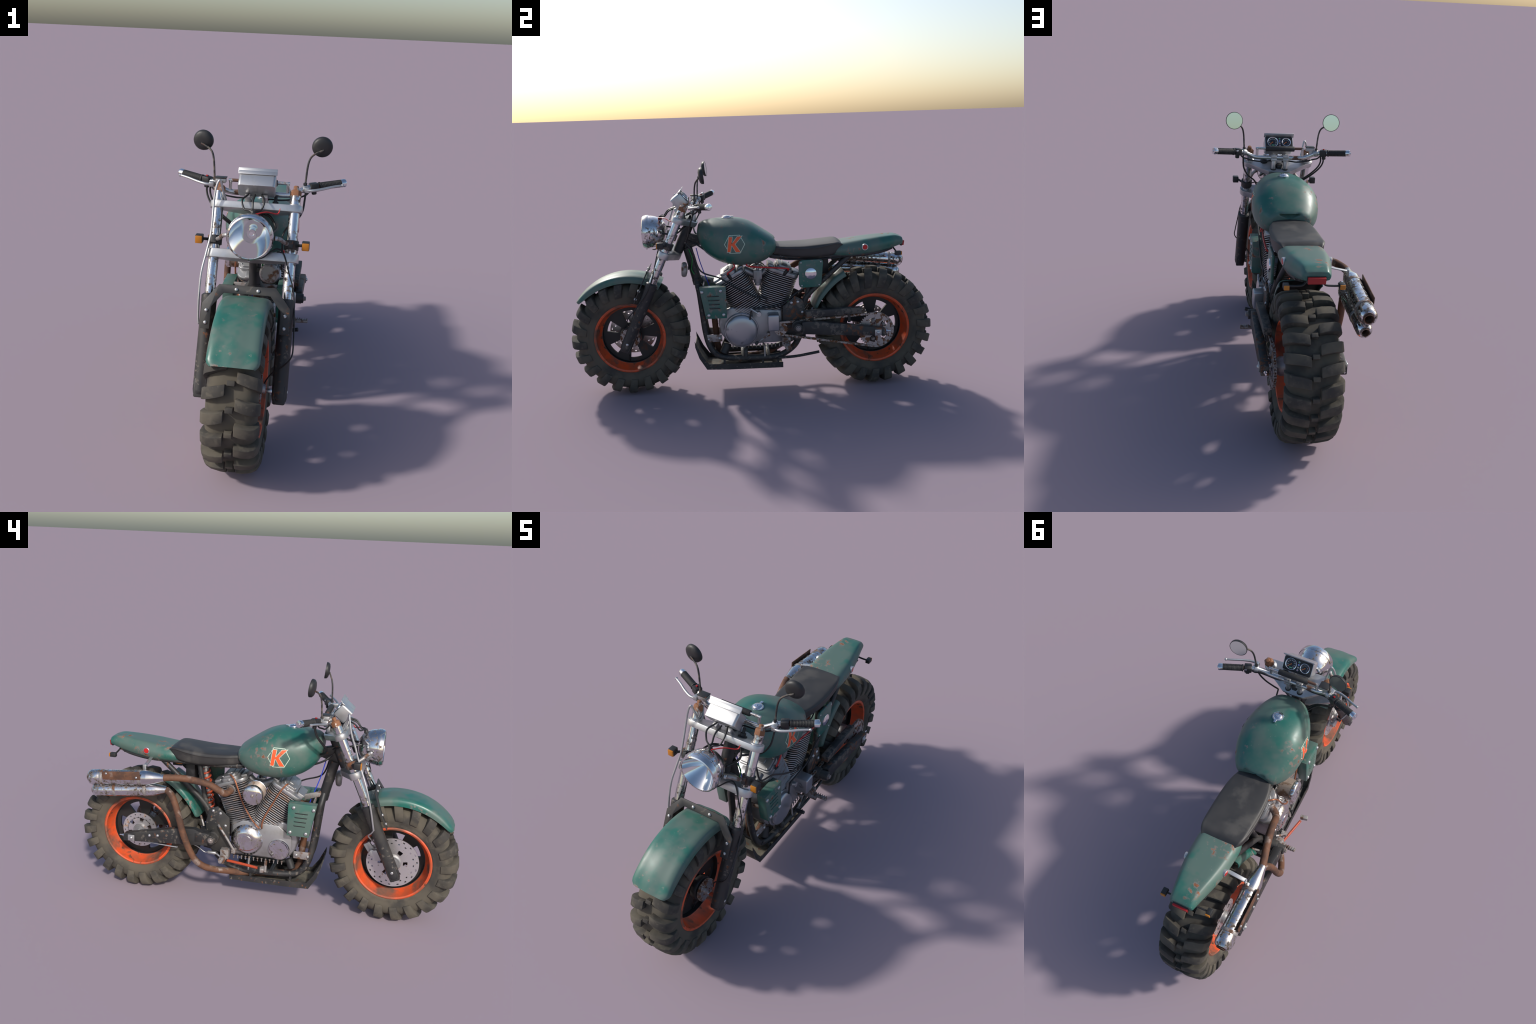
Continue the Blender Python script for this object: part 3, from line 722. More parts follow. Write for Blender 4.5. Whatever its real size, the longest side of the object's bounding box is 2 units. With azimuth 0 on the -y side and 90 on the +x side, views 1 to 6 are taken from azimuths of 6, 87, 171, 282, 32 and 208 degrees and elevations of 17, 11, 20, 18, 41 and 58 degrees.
# swinging arm: two boxed beams
left = [(.262, .401), (.30, .405), (.46, .386), (.65, .358), (.715, .346), (.722, .338), (.722, .306), (.55, .313), (.259, .335)]
right = [(.262, .402), (.30, .404), (.33, .418), (.41, .414), (.60, .372), (.715, .346), (.722, .338), (.722, .302), (.57, .313), (.259, .335)]
SWING = obj('swingarm', prism(left, .150, .186, YZ()), BLACKR, bevel=.004)
obj('swingarm_beam', prism(right, -.186, -.150, YZ()), BLACK, SWING, bevel=.004)
obj('swingarm_bridge', merge(box((.30, .05, .04), (0, .300, .372)), box((.045, .08, .05), (-.165, .29, .375)), box((.045, .05, .05), (.162, .29, .372))), BLACK, SWING, bevel=.004)
for sx in (1, -1):
    ap = obj('axle_plate', box((.005, .036, .033), (.189 * sx, .676, .3265)), ALU, SWING, bevel=.001)
    bolt(P(.192 * sx, .676, .3265), X * sx, .0095, ap)
    obj('chain_adjuster', merge(cyl((.168 * sx, .70, .328), (.168 * sx, .748, .328), .004), cyl((.168 * sx, .722, .328), (.168 * sx, .73, .328), .008, seg=6)), CHROME_CLEAN, SWING)
bolt(P(-.187, .575, .352), -X, .0075, SWING); bolt(P(-.187, .53, .357), -X, .0075, SWING)
# chain guard on the left
guard = [(.283, .455), (.40, .462), (.588, .464), (.592, .432), (.44, .424), (.286, .416)]
G = obj('chain_guard', prism(guard, -.019, .019, frame((.146, .0, 0), Y, Z)), BLACKR, bevel=.003)
obj('guard_stay', merge(box((.006, .014, .05), (.146, .525, .405)), box((.006, .02, .03), (.15, .32, .405))), BLACK, G)
# rod stays along the swingarm, right
obj('brake_rod', tube([(-.155, .62, .300), (-.165, .45, .297), (-.16, .43, .296)], .0035, 8, 3), STEELCABLE, SWING)

# monoshock with an orange coil
s0, s1 = P(0, .297, .44), P(0, .338, .725)
SH = obj('shock_absorber', merge(cyl(s0, s0.lerp(s1, .55), .011), cyl(s0.lerp(s1, .45), s1, .016), cyl(s0.lerp(s1, .06), s0.lerp(s1, .10), .026), cyl(s0.lerp(s1, .90), s0.lerp(s1, .94), .026)), ALU, bevel=.001)
a, u, w = basis(s1 - s0)
obj('coil_spring', tube([s0.lerp(s1, .10 + .80 * k / 150) + (u * cos(2 * pi * 8.5 * k / 150) + w * sin(2 * pi * 8.5 * k / 150)) * .0225 for k in range(151)], .0052, 8, 1), ORANGE_CLEAN, SH)

# skid plate: folded sheet under the engine
def sheet(profile, x0, x1, t):
    up = [(y, z) for y, z in profile]; dn = []
    for i, (y, z) in enumerate(profile):
        a = profile[max(0, i - 1)]; b = profile[min(len(profile) - 1, i + 1)]
        d = Vector((b[0] - a[0], b[1] - a[1])).normalized(); dn.append((y + d.y * t, z - d.x * t))
    return prism(up + dn[::-1], x0, x1, YZ())
SK = obj('skid_plate', merge(sheet([(-.320, .262), (-.300, .199), (-.261, .136), (-.14, .131), (.16, .129)], -.097, .097, .004)), MUD)
for sx in (1, -1):
    obj('skid_flange', merge(prism([(-.3245, .293), (-.323, .260), (-.303, .196), (-.263, .130), (-.14, .125), (.16, .123), (.16, .154), (-.14, .157), (-.252, .162), (-.286, .210), (-.309, .260)], .0975 * sx, .1015 * sx, YZ())), SKID, SK)
    for y in (-.165, .048, .133):
        obj('skid_mount', merge(box((.008, .012, .035), (.09 * sx, y, .165))), BLACK, SK)

# ------------------------------------------------------------------ tank
top = [(-.285, .905), (-.279, .928), (-.265, .944), (-.24, .953), (-.20, .959), (-.157, .961), (-.10, .9615), (-.05, .956), (0, .938), (.047, .910), (.097, .876), (.122, .858), (.135, .846), (.140, .837)]
bot = [(-.285, .875), (-.280, .850), (-.268, .815), (-.246, .781), (-.20, .745), (-.16, .725), (-.115, .711), (-.034, .703), (.03, .710), (.075, .724), (.105, .742), (.125, .759), (.135, .772), (.140, .784)]
wid = [(-.285, .045), (-.279, .066), (-.265, .088), (-.24, .110), (-.20, .134), (-.15, .152), (-.08, .163), (0, .160), (.05, .147), (.09, .129), (.118, .111), (.132, .098), (.140, .082)]
ys = [-.285, -.283, -.279, -.272, -.263, -.252] + [-.24 + .36 * k / 34 for k in range(35)] + [.127, .133, .137, .140]
rings = []
N = 72
for y in ys:
    t, b, w = interp(top, y), interp(bot, y), interp(wid, y)
    zc = b + (t - b) * .52; ring = []
    for k in range(N):
        a = 2 * pi * k / N; e = 2 / (2.25 if sin(a) > 0 else 2.75)
        ca, sa = cos(a), sin(a)
        x = w * math.copysign(abs(ca) ** e, ca); h = (t - zc) if sa > 0 else (zc - b)
        z = zc + h * math.copysign(abs(sa) ** e, sa)
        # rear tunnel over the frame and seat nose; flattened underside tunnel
        push = 0
        if y > .09: push = .07 * max(0, 1 - (x / .055) ** 2) * min(1, max(0, (.842 - z) / .012)) * (y - .09) / .05
        ring.append(P(x, y - push, z))
    rings.append(ring)
TANK_PART = loft(rings)
TANK = obj('fuel_tank', TANK_PART, GREEN, angle=70)
cap = P(0, -.124, .961)
FC_ = obj('filler_cap', rev([(-.004, 0), (-.004, .027), (.003, .027), (.004, .0235), (.007, .0225), (.0115, .018), (.0125, .007), (.014, .006), (.014, 0)], cap, Z, 40), CHROME_CLEAN, TANK)
obj('cap_latch', box((.012, .02, .006), cap + P(0, .03, .006)), CHROME_CLEAN, FC_, bevel=.0015)
obj('cap_hinge', box((.012, .012, .004), cap + P(0, .022, .003)), CHROME_CLEAN, FC_, bevel=.001)
for k in range(6):
    a = 2 * pi * (k + .5) / 6; bolt(cap + P(.031 * cos(a), .031 * sin(a), -.002), Z, .0022, FC_)

# lettering mark on each side of the tank, laid on the paint
tb = BVHTree.FromPolygons([tuple(v) for v in TANK_PART[0]], TANK_PART[1])
def decal(quads, sx, proud, cell=.003):
    vs, fs = [], []
    for q in quads:
        q = [Vector((*p, 0)) for p in q]
        nu = max(1, int(max((q[1] - q[0]).length, (q[2] - q[3]).length) / cell)); nv = max(1, int(max((q[3] - q[0]).length, (q[2] - q[1]).length) / cell))
        o = len(vs)
        for j in range(nv + 1):
            for i in range(nu + 1):
                s, t = i / nu, j / nv
                p = q[0].lerp(q[1], s).lerp(q[3].lerp(q[2], s), t)
                hit, nrm, _, _ = tb.ray_cast(P(.5 * sx, -.084 + p.x * sx, .839 + p.y), P(-sx, 0, 0))
                if nrm.x * sx < 0: nrm = -nrm
                vs.append(hit + nrm * proud)
        for j in range(nv):
            for i in range(nu):
                a = o + j * (nu + 1) + i
                fs.append((a, a + 1, a + nu + 2, a + nu + 1))
    return vs, fs
def grow(q, d):
    c = sum((Vector(p) for p in q), Vector((0, 0))) / 4
    out = []
    for i in range(4):
        a, b, e = Vector(q[i - 1]), Vector(q[i]), Vector(q[(i + 1) % 4])
        n1 = (b - a).normalized(); n2 = (e - b).normalized()
        o = (Vector((n1.y, -n1.x)) + Vector((n2.y, -n2.x))); o = o / max(.5, o.length_squared) * 2 * d * 1.0
        if (b + o - c).length < (b - o - c).length: o = -o
        out.append(tuple(b + o))
    return out
k = .00067
stem = [(-59, -61), (-34, -61), (-17, 58), (-44, 58)]
arm = [(-30, -6), (-12, -14), (58, 62), (22, 59)]
legk = [(-26, 2), (8, -61), (44, -61), (-6, 14)]
strokes = [[(a * k, b * k) for a, b in q] for q in (stem, arm, legk)]
hexp = [(.0555, 0), (.0285, .049), (-.0285, .049), (-.0555, 0), (-.0285, -.049), (.0285, -.049)]
ring = []
for i in range(6):
    a, b = Vector(hexp[i]), Vector(hexp[(i + 1) % 6])
    ring.append([tuple(a), tuple(b), tuple(b * .935), tuple(a * .935)])
for sx in (1, -1):
    em = obj('emblem', decal(ring, sx, .0006), CREAM, TANK)
    obj('emblem_outline', decal([grow(q, .0025) for q in strokes], sx, .0010), CREAM, em)
    obj('emblem_letter', merge(*[decal([q], sx, .0016 + .0003 * i) for i, q in enumerate(strokes)]), LOGO, em)

# ------------------------------------------------------------------ seat and tail
def section(pts, y, n=4):
    """Closed ring from half-section control points (x, z), mirrored about x = 0."""
    h = spline([P(x, 0, z) for x, z in pts], n)
    return [P(p.x, y, p.z) for p in h] + [P(-p.x, y, p.z) for p in h[-2:0:-1]]
s_top = [(.118, .812), (.14, .811), (.2, .809), (.29, .809), (.39, .816), (.46, .821), (.483, .820), (.50, .808), (.512, .797)]
s_bot = [(.118, .758), (.2, .748), (.28, .740), (.35, .739), (.43, .745), (.47, .756), (.493, .769), (.512, .790)]
s_sea = [(.118, .797), (.2, .794), (.28, .791), (.35, .793), (.42, .803), (.46, .810), (.49, .807), (.512, .7945)]
s_wid = [(.118, .078), (.14, .087), (.18, .100), (.24, .110), (.32, .114), (.40, .112), (.45, .107), (.48, .099), (.50, .088), (.512, .076)]
rings = []
for y in [.118 + (.512 - .118) * (i / 44) for i in range(45)]:
    t, b, s, w = (interp(q, y) for q in (s_top, s_bot, s_sea, s_wid))
    t = max(t, s + .001)
    rings.append(section([(0, b), (w * .6, b), (w * .88, b + .003), (w * .965, b + (s - b) * .35), (w * .99, s - .004), (w * 1.012, s - .0015), (w * 1.012, s + .0015), (w * .985, s + .004), (w * .93, s + (t - s) * .62), (w * .80, t - .003), (w * .5, t), (0, t + .001)], y, 3))
SEAT = obj('seat', loft(rings), LEATHER, angle=60)
obj('seat_base', prism([(.10, .745), (.13, .737), (.52, .733), (.52, .742), (.35, .7405), (.13, .752)], -.085, .085, YZ()), PLASTIC, SEAT, bevel=.002)

t_top = [(.44, .790), (.48, .806), (.52, .812), (.61, .823), (.70, .832), (.76, .836), (.795, .837), (.812, .834), (.834, .826), (.840, .822)]
t_bot = [(.44, .742), (.52, .738), (.59, .740), (.68, .749), (.757, .762), (.80, .773), (.825, .781), (.840, .786)]
t_wid = [(.44, .088), (.465, .099), (.50, .106), (.56, .105), (.62, .101), (.68, .092), (.74, .079), (.80, .066), (.825, .061), (.836, .058), (.840, .055)]
rings = []
for y in [.44 + .36 * i / 30 for i in range(31)] + [.807, .814, .82, .826, .831, .835, .838, .840]:
    t, b, w = (interp(q, y) for q in (t_top, t_bot, t_wid)); h = t - b
    rings.append(section([(0, b), (w * .5, b), (w * .78, b + .001), (w * .90, b + h * .10), (w * .985, b + h * .34), (w * .985, b + h * .55), (w * .90, b + h * .76), (w * .76, t - h * .07), (w * .60, t - .001), (w * .3, t), (0, t)], y, 3))
TAIL = obj('tail_cowl', loft(rings), GREEN4, angle=50)
for sx in (1, -1):
    rn = P(sx, .12, -.05).normalized(); rc = P(.0985 * sx, .622, .785)
    rf = obj('reflector_ring', rev([(-.008, .018), (.004, .018), (.0055, .0165), (.0055, .0135), (.004, .013)], rc, rn, 32), ALU, TAIL)
    obj('reflector', rev([(.004, .0135), (.0065, .012), (.007, 0)], rc, rn, 32), REDMARK, rf)
TL = obj('tail_light', box((.072, .016, .028), (0, .845, .789), Matrix.Rotation(radians(-8), 3, 'X')), REDLENS, TAIL, bevel=.003)
obj('tail_light_base', box((.076, .010, .032), (0, .838, .789), Matrix.Rotation(radians(-8), 3, 'X')), PLASTIC, TL, bevel=.002)
for sx in (1, -1):
    st = obj('indicator_stalk', tube([(.03 * sx, .79, .768), (.045 * sx, .80, .752), (.075 * sx, .80, .748), (.10 * sx, .80, .748)], .0045, 10, 4), PLASTIC, TAIL)
    obj('indicator', box((.024, .032, .022), (.112 * sx, .800, .748)), PLASTIC, st, bevel=.003)
    obj('indicator_lens', box((.022, .006, .019), (.112 * sx, .818, .748)), AMBER, st, bevel=.0015)
# hidden mudguard in front of the rear wheel
INNER = obj('mudguard', fender(RC, 20, 63, [(0, .359), (.5, .366), (1, .371)], [(0, .342), (.5, .336), (1, .338)], .098, 24), GREEN3, solid=.004, angle=60)
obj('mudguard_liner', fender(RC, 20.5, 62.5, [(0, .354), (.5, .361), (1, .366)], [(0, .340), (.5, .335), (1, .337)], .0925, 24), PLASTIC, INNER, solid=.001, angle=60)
obj('mudguard_stay', merge(cyl((.06, .335, .448), (.085, .31, .40), .006), cyl((-.06, .335, .448), (-.085, .31, .40), .006)), RUSTY_S, INNER)
# plate behind tail, over the tyre, and electrics under the seat
obj('tail_underplate', prism([(.44, .736), (.56, .735), (.68, .742), (.76, .756), (.76, .760), (.68, .747), (.56, .740), (.44, .741)], -.07, .07, YZ()), PLASTIC, TAIL)
EL = obj('electrics_box', merge(box((.07, .05, .10), (0, .405, .682))), PLASTIC, bevel=.004)
obj('fuse_block', merge(box((.06, .05, .03), (-.01, .475, .718)), box((.04, .03, .025), (.03, .50, .712))), BLACK, EL, bevel=.002)
obj('wiring_loom', merge(tube([(-.06, .44, .725), (-.055, .47, .722), (-.03, .51, .725), (.02, .52, .72), (.05, .47, .73)], .0035, 8, 5), tube([(-.04, .50, .728), (0, .535, .716), (.05, .53, .722)], .003, 8, 5)), Mat('orange_wire', (.7, .22, .02), .5).done(), EL)

# ------------------------------------------------------------------ engine
case = [(-.190, .385), (-.178, .425), (-.15, .462), (-.11, .476), (.165, .456), (.165, .262), (-.10, .260), (-.15, .284), (-.18, .33)]
ENG = obj('crankcase', prism(case, -.08, .08, YZ()), CAST, bevel=.012, bseg=3)
obj('clutch_cover', merge(rev([(.07, .098), (.09, .098), (.094, .094), (.094, .089), (.104, .089), (.110, .085), (.116, .072), (.119, .045), (.120, 0)], (0, -.064, .345), X, 64), ), COVER, ENG)
obj('gearbox_cover', merge(box((.082, .062, .09), (.120, .111, .396))), COVER, ENG, bevel=.008, bseg=3)
obj('gearbox_case', prism([(.0, .46), (.16, .45), (.165, .27), (-.02, .262)], .075, .092, YZ()), CAST, ENG, bevel=.008)
obj('timing_cover', rev([(.080, .085), (.090, .085), (.095, .080), (.105, .072), (.115, .055), (.119, .036), (.1185, .034), (.1215, .033), (.1225, 0)], (0, .075, .356), -X, 56), CHROME, ENG)
obj('alternator_cover', rev([(.080, .057), (.094, .057), (.099, .053), (.0995, .049), (.104, .047), (.1065, .02), (.107, 0)], (0, -.097, .325), -X, 48), CHROME, ENG)
obj('case_cover', prism([(.155, .43), (.10, .462), (-.09, .455), (-.16, .40), (-.165, .335), (-.13, .282), (-.09, .272), (.14, .275)], -.090, -.076, YZ()), CAST, ENG, bevel=.005)
for sx in (1, -1):
    for kk in range(13):
        y = -.115 + .0215 * kk
        bolt(P(.088 * sx, y, .259), -Z, .0042, ENG, BOLT)
        obj('stud', cyl((.088 * sx, y, .262), (.088 * sx, y, .243), .0028, seg=8), RUSTY_S, ENG)
obj('oil_filter', merge(cyl((.05, -.142, .262), (.062, -.168, .208), .0235, ch=.004)), PLASTIC, ENG)
obj('oil_filter', cyl((-.045, -.142, .262), (-.055, -.165, .21), .02, ch=.004), PLASTIC, ENG)
obj('frame_mount', tube([(.096, -.045, .195), (.09, -.045, .228), (.05, -.035, .25)], .0115, 12, 4), BLACK, ENG)
obj('frame_mount', merge(cyl((.095, .06, .19), (.085, .06, .262), .005), cyl((-.095, .06, .19), (-.085, .06, .262), .005), cyl((-.095, -.03, .19), (-.085, -.03, .25), .008)), RUSTY_S, ENG)

def rrect(hx, hy, r, n=6): return sq(hx, hy, r, n)
FINM = mesh('cooling_fin', prism(rrect(.094, .088, .045), -.0019, .0019), FIN, bevel=.0008, bseg=1)
def cylinder(B, lean, length, nf, out):
    """One finned barrel; local z runs up the bore, local -y*out is the outer side of the V."""
    m = Matrix.Translation(P(0, *B)) @ Matrix.Rotation(radians(lean), 4, 'X')
    b = obj('engine_barrel', xf(merge(rev([(-.03, .066), (length, .066)], (0, 0, 0), Z, 40), prism(rrect(.070, .066, .03), -.05, length)), m), BARREL, ENG)
    for i in range(nf):
        h = -.024 + (length + .022) * i / (nf - 1); s = .93 + .07 * min(1, i / (nf * .45))
        put('cooling_fin', FINM, b, m @ Matrix.Translation((0, 0, h)) @ Matrix.Diagonal((s, s, 1, 1)))
    hd = obj('cylinder_head', xf(merge(prism(rrect(.094, .088, .035), length + .003, length + .024), prism(rrect(.062, .018, .008), length + .02, length + .034, Matrix.Translation((0, .074 * out, 0))),
        prism(rrect(.055, .022, .01), length + .02, length + .036, Matrix.Translation((0, -.072 * out, 0)))), m), CAST, b, bevel=.005)
    rk = obj('rocker_cover', xf(merge(prism(rrect(.090, .046, .022), length + .018, length + .041), prism(rrect(.083, .039, .02), length + .040, length + .052), prism(rrect(.05, .016, .01), length + .051, length + .057)), m), CAST, b, bevel=.004, bseg=3)
    for sx in (1, -1):
        for yy in (-.034, .034): bolt(m @ P(.076 * sx, yy * .9, length + .052), m.to_3x3() @ Z, .0045, rk)
        bolt(m @ P(.092 * sx, .0, length + .03), m.to_3x3() @ X * sx, .006, rk)
    return m
mF = cylinder((-.018, .463), 29, .192, 20, 1)
mR = cylinder((.108, .475), -20, .180, 19, -1)
# induction: manifold, carburettor, round air filter on the right
IN = obj('intake_manifold', merge(tube([mF @ P(0, .08, .19), (0, .005, .645), (0, .036, .638), (0, .065, .645), mR @ P(0, -.08, .18)], .022, 16, 5)), CAST, ENG)
obj('carburettor', merge(cyl((.04, .036, .60), (.04, .036, .668), .022, seg=20), box((.05, .046, .05), (.035, .036, .646)), cyl((.04, .036, .585), (.04, .036, .605), .017), cyl((-.09, .036, .637), (.03, .036, .64), .024, seg=24), cyl((.04, .036, .668), (.04, .036, .70), .008)), CAST, IN, bevel=.003)
MESHM = Mat('filter_gauze', (.36, .30, .25), .5, .6, 2.).layer(20, .5, .6, (.16, .09, .05), .8, 0.).done()
AF = obj('air_filter', rev([(.078, 0), (.078, .048), (.082, .050), (.155, .050), (.155, .046)], (0, .037, .632), -X, 56), MESHM, IN)
obj('filter_end', merge(rev([(.152, .049), (.153, .0525), (.163, .0528), (.170, .050), (.1745, .044), (.1745, 0)], (0, .037, .632), -X, 56), rev([(.076, 0), (.076, .052), (.084, .0525), (.086, .049)], (0, .037, .632), -X, 56)), CHROME, AF)
bolt(P(-.1745, .037, .632), -X, .008, AF, BOLT)
obj('filter_gauze', merge(*[rev([(h, .0502), (h + .0012, .0516), (h + .0024, .0502)], (0, .037, .632), -X, 40) for h in [.089 + .005 * i for i in range(13)]]), MESHM, AF)
# copper oil lines on the right
x = -.105
obj('oil_line', tube([(-.085, .175, .70), (x, .158, .697), (x - .006, .142, .677), (x - .012, .126, .643), (x - .012, .093, .559), (x - .010, .05, .486), (x, .012, .438), (-.085, .0, .43)], .0042, 8, 6), COPPER, ENG)
obj('oil_line', tube([(-.085, -.125, .685), (x, -.118, .685), (x - .008, -.091, .648), (x - .012, -.06, .588), (x - .012, -.014, .494), (x, -.004, .440), (-.085, -.002, .43)], .0042, 8, 6), COPPER, ENG)
obj('oil_union', merge(cyl((-.09, .004, .47), (-.09, .004, .432), .009, seg=8), box((.02, .02, .012), (-.095, .004, .438))), RUSTY_S, ENG)
# ignition leads on the left
obj('spark_lead', tube([(.07, -.095, .735), (.098, -.094, .722), (.104, -.09, .706), (.106, -.112, .684), (.106, -.128, .672), (.10, -.124, .66)], .0042, 8, 6), REDWIRE, ENG)
obj('spark_lead', tube([(.05, -.021, .735), (.098, -.022, .722), (.108, -.022, .711), (.112, .01, .704), (.116, .10, .697), (.116, .192, .688), (.113, .203, .683), (.105, .196, .674)], .0042, 8, 6), REDWIRE, ENG)
obj('spark_plug_cap', merge(cyl((.104, -.127, .664), (.085, -.108, .632), .0095), cyl((.108, .198, .676), (.088, .178, .648), .0095)), PLASTIC, ENG)
# gear lever, clutch arm and footrests
obj('clutch_arm', merge(cyl((.09, .033, .440), (.125, .033, .440), .013), tube([(.12, .033, .44), (.124, .01, .458), (.122, -.012, .474)], .0055, 8, 4)), ALU, ENG)
obj('clutch_cable', tube([(.11, .286, .573), (.11, .24, .547), (.11, .165, .488), (.108, .102, .474), (.108, .011, .469), (.11, -.007, .455), (.112, -.016, .41)], .0045, 8, 6), CABLE, ENG)
GL = obj('gear_lever', merge(cyl((.10, .082, .327), (.14, .082, .327), .009), tube([(.136, .08, .325), (.14, .05, .305), (.142, .018, .286)], .0055, 8, 4), ), RUSTY_S)
obj('pedal_rubber', cyl((.14, .018, .286), (.188, .012, .297), .0095, ch=.002), PLASTIC, GL)
for sx in (1, -1):
    fp = obj('footrest_bracket', merge(box((.05, .045, .05), (.128 * sx, .178, .285)), box((.03, .03, .05), (.15 * sx, .182, .262), Matrix.Rotation(.5, 3, 'X'))), RUSTY_S, bevel=.003)
    prof = [(.012, 0), (.012, .011)]
    obj('footrest', merge(cyl((.15 * sx, .180, .272), (.226 * sx, .180, .276), .0105, seg=12), *[box((.004, .024, .006), (.162 * sx + .012 * kk * sx, .180, .284)) for kk in range(6)]), RUSTY_S, fp, bevel=.0015)
# brake pedal, right
obj('brake_pedal', merge(tube([(-.135, .217, .438), (-.15, .20, .425), (-.152, .165, .375), (-.15, .135, .325), (-.148, .125, .312)], .0062, 10, 5), box((.03, .022, .022), (-.14, .13, .308))), RUSTY_S, bevel=.001)
obj('master_cylinder', merge(cyl((-.12, .275, .272), (-.12, .232, .271), .009), tube([(-.12, .275, .272), (-.12, .295, .270), (-.125, .33, .297), (-.13, .37, .315)], .003, 8, 5), cyl((-.12, .232, .271), (-.13, .205, .26), .005)), ALU, bevel=.001)
# orange kick-stand lever
KS = obj('side_stand', merge(tube([(-.136, .165, .246), (-.150, .10, .247), (-.172, -.005, .245)], .0072, 10, 5)), ORANGE_CLEAN)
obj('stand_foot', box((.040, .022, .022), (-.182, -.030, .245), Matrix.Rotation(.2, 3, 'Z')), RUSTY_S, KS, bevel=.003)
obj('stand_rod', tube([(.098, .135, .180), (.10, .20, .182), (.10, .256, .187), (.10, .363, .204)], .0078, 10, 4), BLACK, HEAD)

# louvred boxes beside the down tubes
def louvre_box(sx):
    # front panel with slots: strips between the slots
    o = [(-.284, .605), (-.141, .606), (-.141, .432), (-.254, .432)]
    b = obj('vent_box', prism(o, .095 * sx, .143 * sx, YZ()), GREEN3, bevel=.003)
    for i in range(4):
        z = .5535 - .0225 * i
        s0_, s1_ = -.241 + .006 * i * .6, -.181 + .0015 * i
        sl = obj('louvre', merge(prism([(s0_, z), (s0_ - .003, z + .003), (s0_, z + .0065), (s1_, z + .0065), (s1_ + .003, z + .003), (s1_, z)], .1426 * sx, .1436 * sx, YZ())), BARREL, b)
        obj('louvre_hood', prism([(s0_ - .004, z + .0055), (s0_ - .004, z + .0085), (s1_ + .004, z + .0085), (s1_ + .004, z + .0055)], .1425 * sx, .1465 * sx, YZ()), GREEN3, sl, bevel=.001)
    for y, z in ((-.270, .582), (-.170, .585), (-.158, .453), (-.238, .452)):
        bolt(P(.1435 * sx, y, z), X * sx, .0095, b)
    return b
louvre_box(1); louvre_box(-1)
obj('box_bracket', merge(box((.19, .008, .022), (0, -.262, .600)), box((.012, .09, .028), (-.02, -.245, .618), Matrix.Rotation(-.3, 3, 'X')), box((.18, .006, .02), (0, -.21, .45))), RUSTY_S, bevel=.002)

# side panel with a polished disc on the left
sp = [(.257, .712), (.264, .724), (.278, .729), (.372, .730), (.387, .727), (.392, .715), (.381, .600), (.376, .584), (.362, .577), (.274, .575), (.262, .580), (.257, .594)]
SP = obj('side_panel', prism(sp, .100, .114, YZ()), GREEN3, bevel=.005, bseg=3)
obj('panel_disc', rev([(.112, .032), (.120, .031), (.1255, .022), (.1275, 0)], (0, .322, .655), X, 40), CHROME_CLEAN, SP)
for y, z in ((.270, .715), (.378, .717), (.273, .588), (.367, .590)): bolt(P(.114, y, z), X, .0045, SP)
obj('panel_stay', merge(box((.10, .02, .012), (.06, .33, .71)), box((.04, .02, .01), (.09, .32, .59))), BLACK, SP)

# horn
HO = obj('horn', rev([(-.014, 0), (-.014, .034), (-.008, .041), (.004, .0415), (.012, .036), (.016, .02), (.018, 0)], (.065, -.362, .695), P(0, 1, -.05), 40), RUSTY_S)
obj('horn_stay', box((.05, .006, .018), (.035, -.340, .70)), BLACK, HO)

# ------------------------------------------------------------------ exhaust
u0, u1 = P(-.210, .485, .6865), P(-.207, .892, .646)
l0, l1 = P(-.190, .478, .619), P(-.2035, .876, .577)
EX = obj('muffler', rev([(0, .0185), (.012, .0195), (.055, .030), (.085, .0378), (.09, .0385), (.33, .0385), (.345, .0385), (.347, .0398), (.392, .0395), (.402, .036), (.409, .029), (.408, .021)], u0, u1 - u0, 40), CHROME_M)
obj('muffler', rev([(0, .0175), (.012, .0185), (.05, .028), (.075, .0325), (.33, .0325), (.335, .0335), (.382, .0333), (.391, .030), (.397, .024), (.396, .017)], l0, l1 - l0, 40), CHROME_M, EX)
def along(a, b, h): return a + (b - a).normalized() * h
for a, b, r, hs, tip in ((u0, u1, .0395, (.12, .325), .415), (l0, l1, .0335, (.105, .27), .402)):
    for h in hs:
        obj('muffler_strap', rev([(0, r - .002), (0, r), (.002, r + .0008), (.013, r + .0008), (.015, r), (.015, r - .002)], along(a, b, h), b - a, 40), RUSTY_S, EX)
    obj('tail_pipe', rev([(tip - .06, r * .53), (tip, r * .53), (tip, r * .45), (tip - .05, r * .44), (tip - .05, 0)], a, b - a, 28), RUSTY, EX)
obj('heat_shield', merge(box((.004, .205, .044), along(u0, u1, .218) + P(-.0395, 0, .021), Matrix.Rotation(radians(-5.7), 3, 'X') @ Matrix.Rotation(.0, 3, 'Z'))), RUSTY, EX, bevel=.001)
for h, dz in ((.135, .012), (.298, .032)): bolt(along(u0, u1, h) + P(-.042, 0, dz), -X, .006, EX)
obj('muffler_hanger', merge(box((.10, .018, .005), (-.135, .597, .741), Matrix.Rotation(radians(-12), 3, 'Y')), box((.004, .018, .03), (-.185, .60, .723))), ALU, EX, bevel=.001)
obj('exhaust_pipe', tube([(-.088, .163, .628), (-.112, .173, .617), (-.130, .190, .612), (-.142, .215, .628), (-.152, .26, .655), (-.160, .30, .668), (-.180, .38, .685), (-.200, .45, .689), u0 + P(0, .004, 0)], .0178, 18, 6), RUSTY, EX)
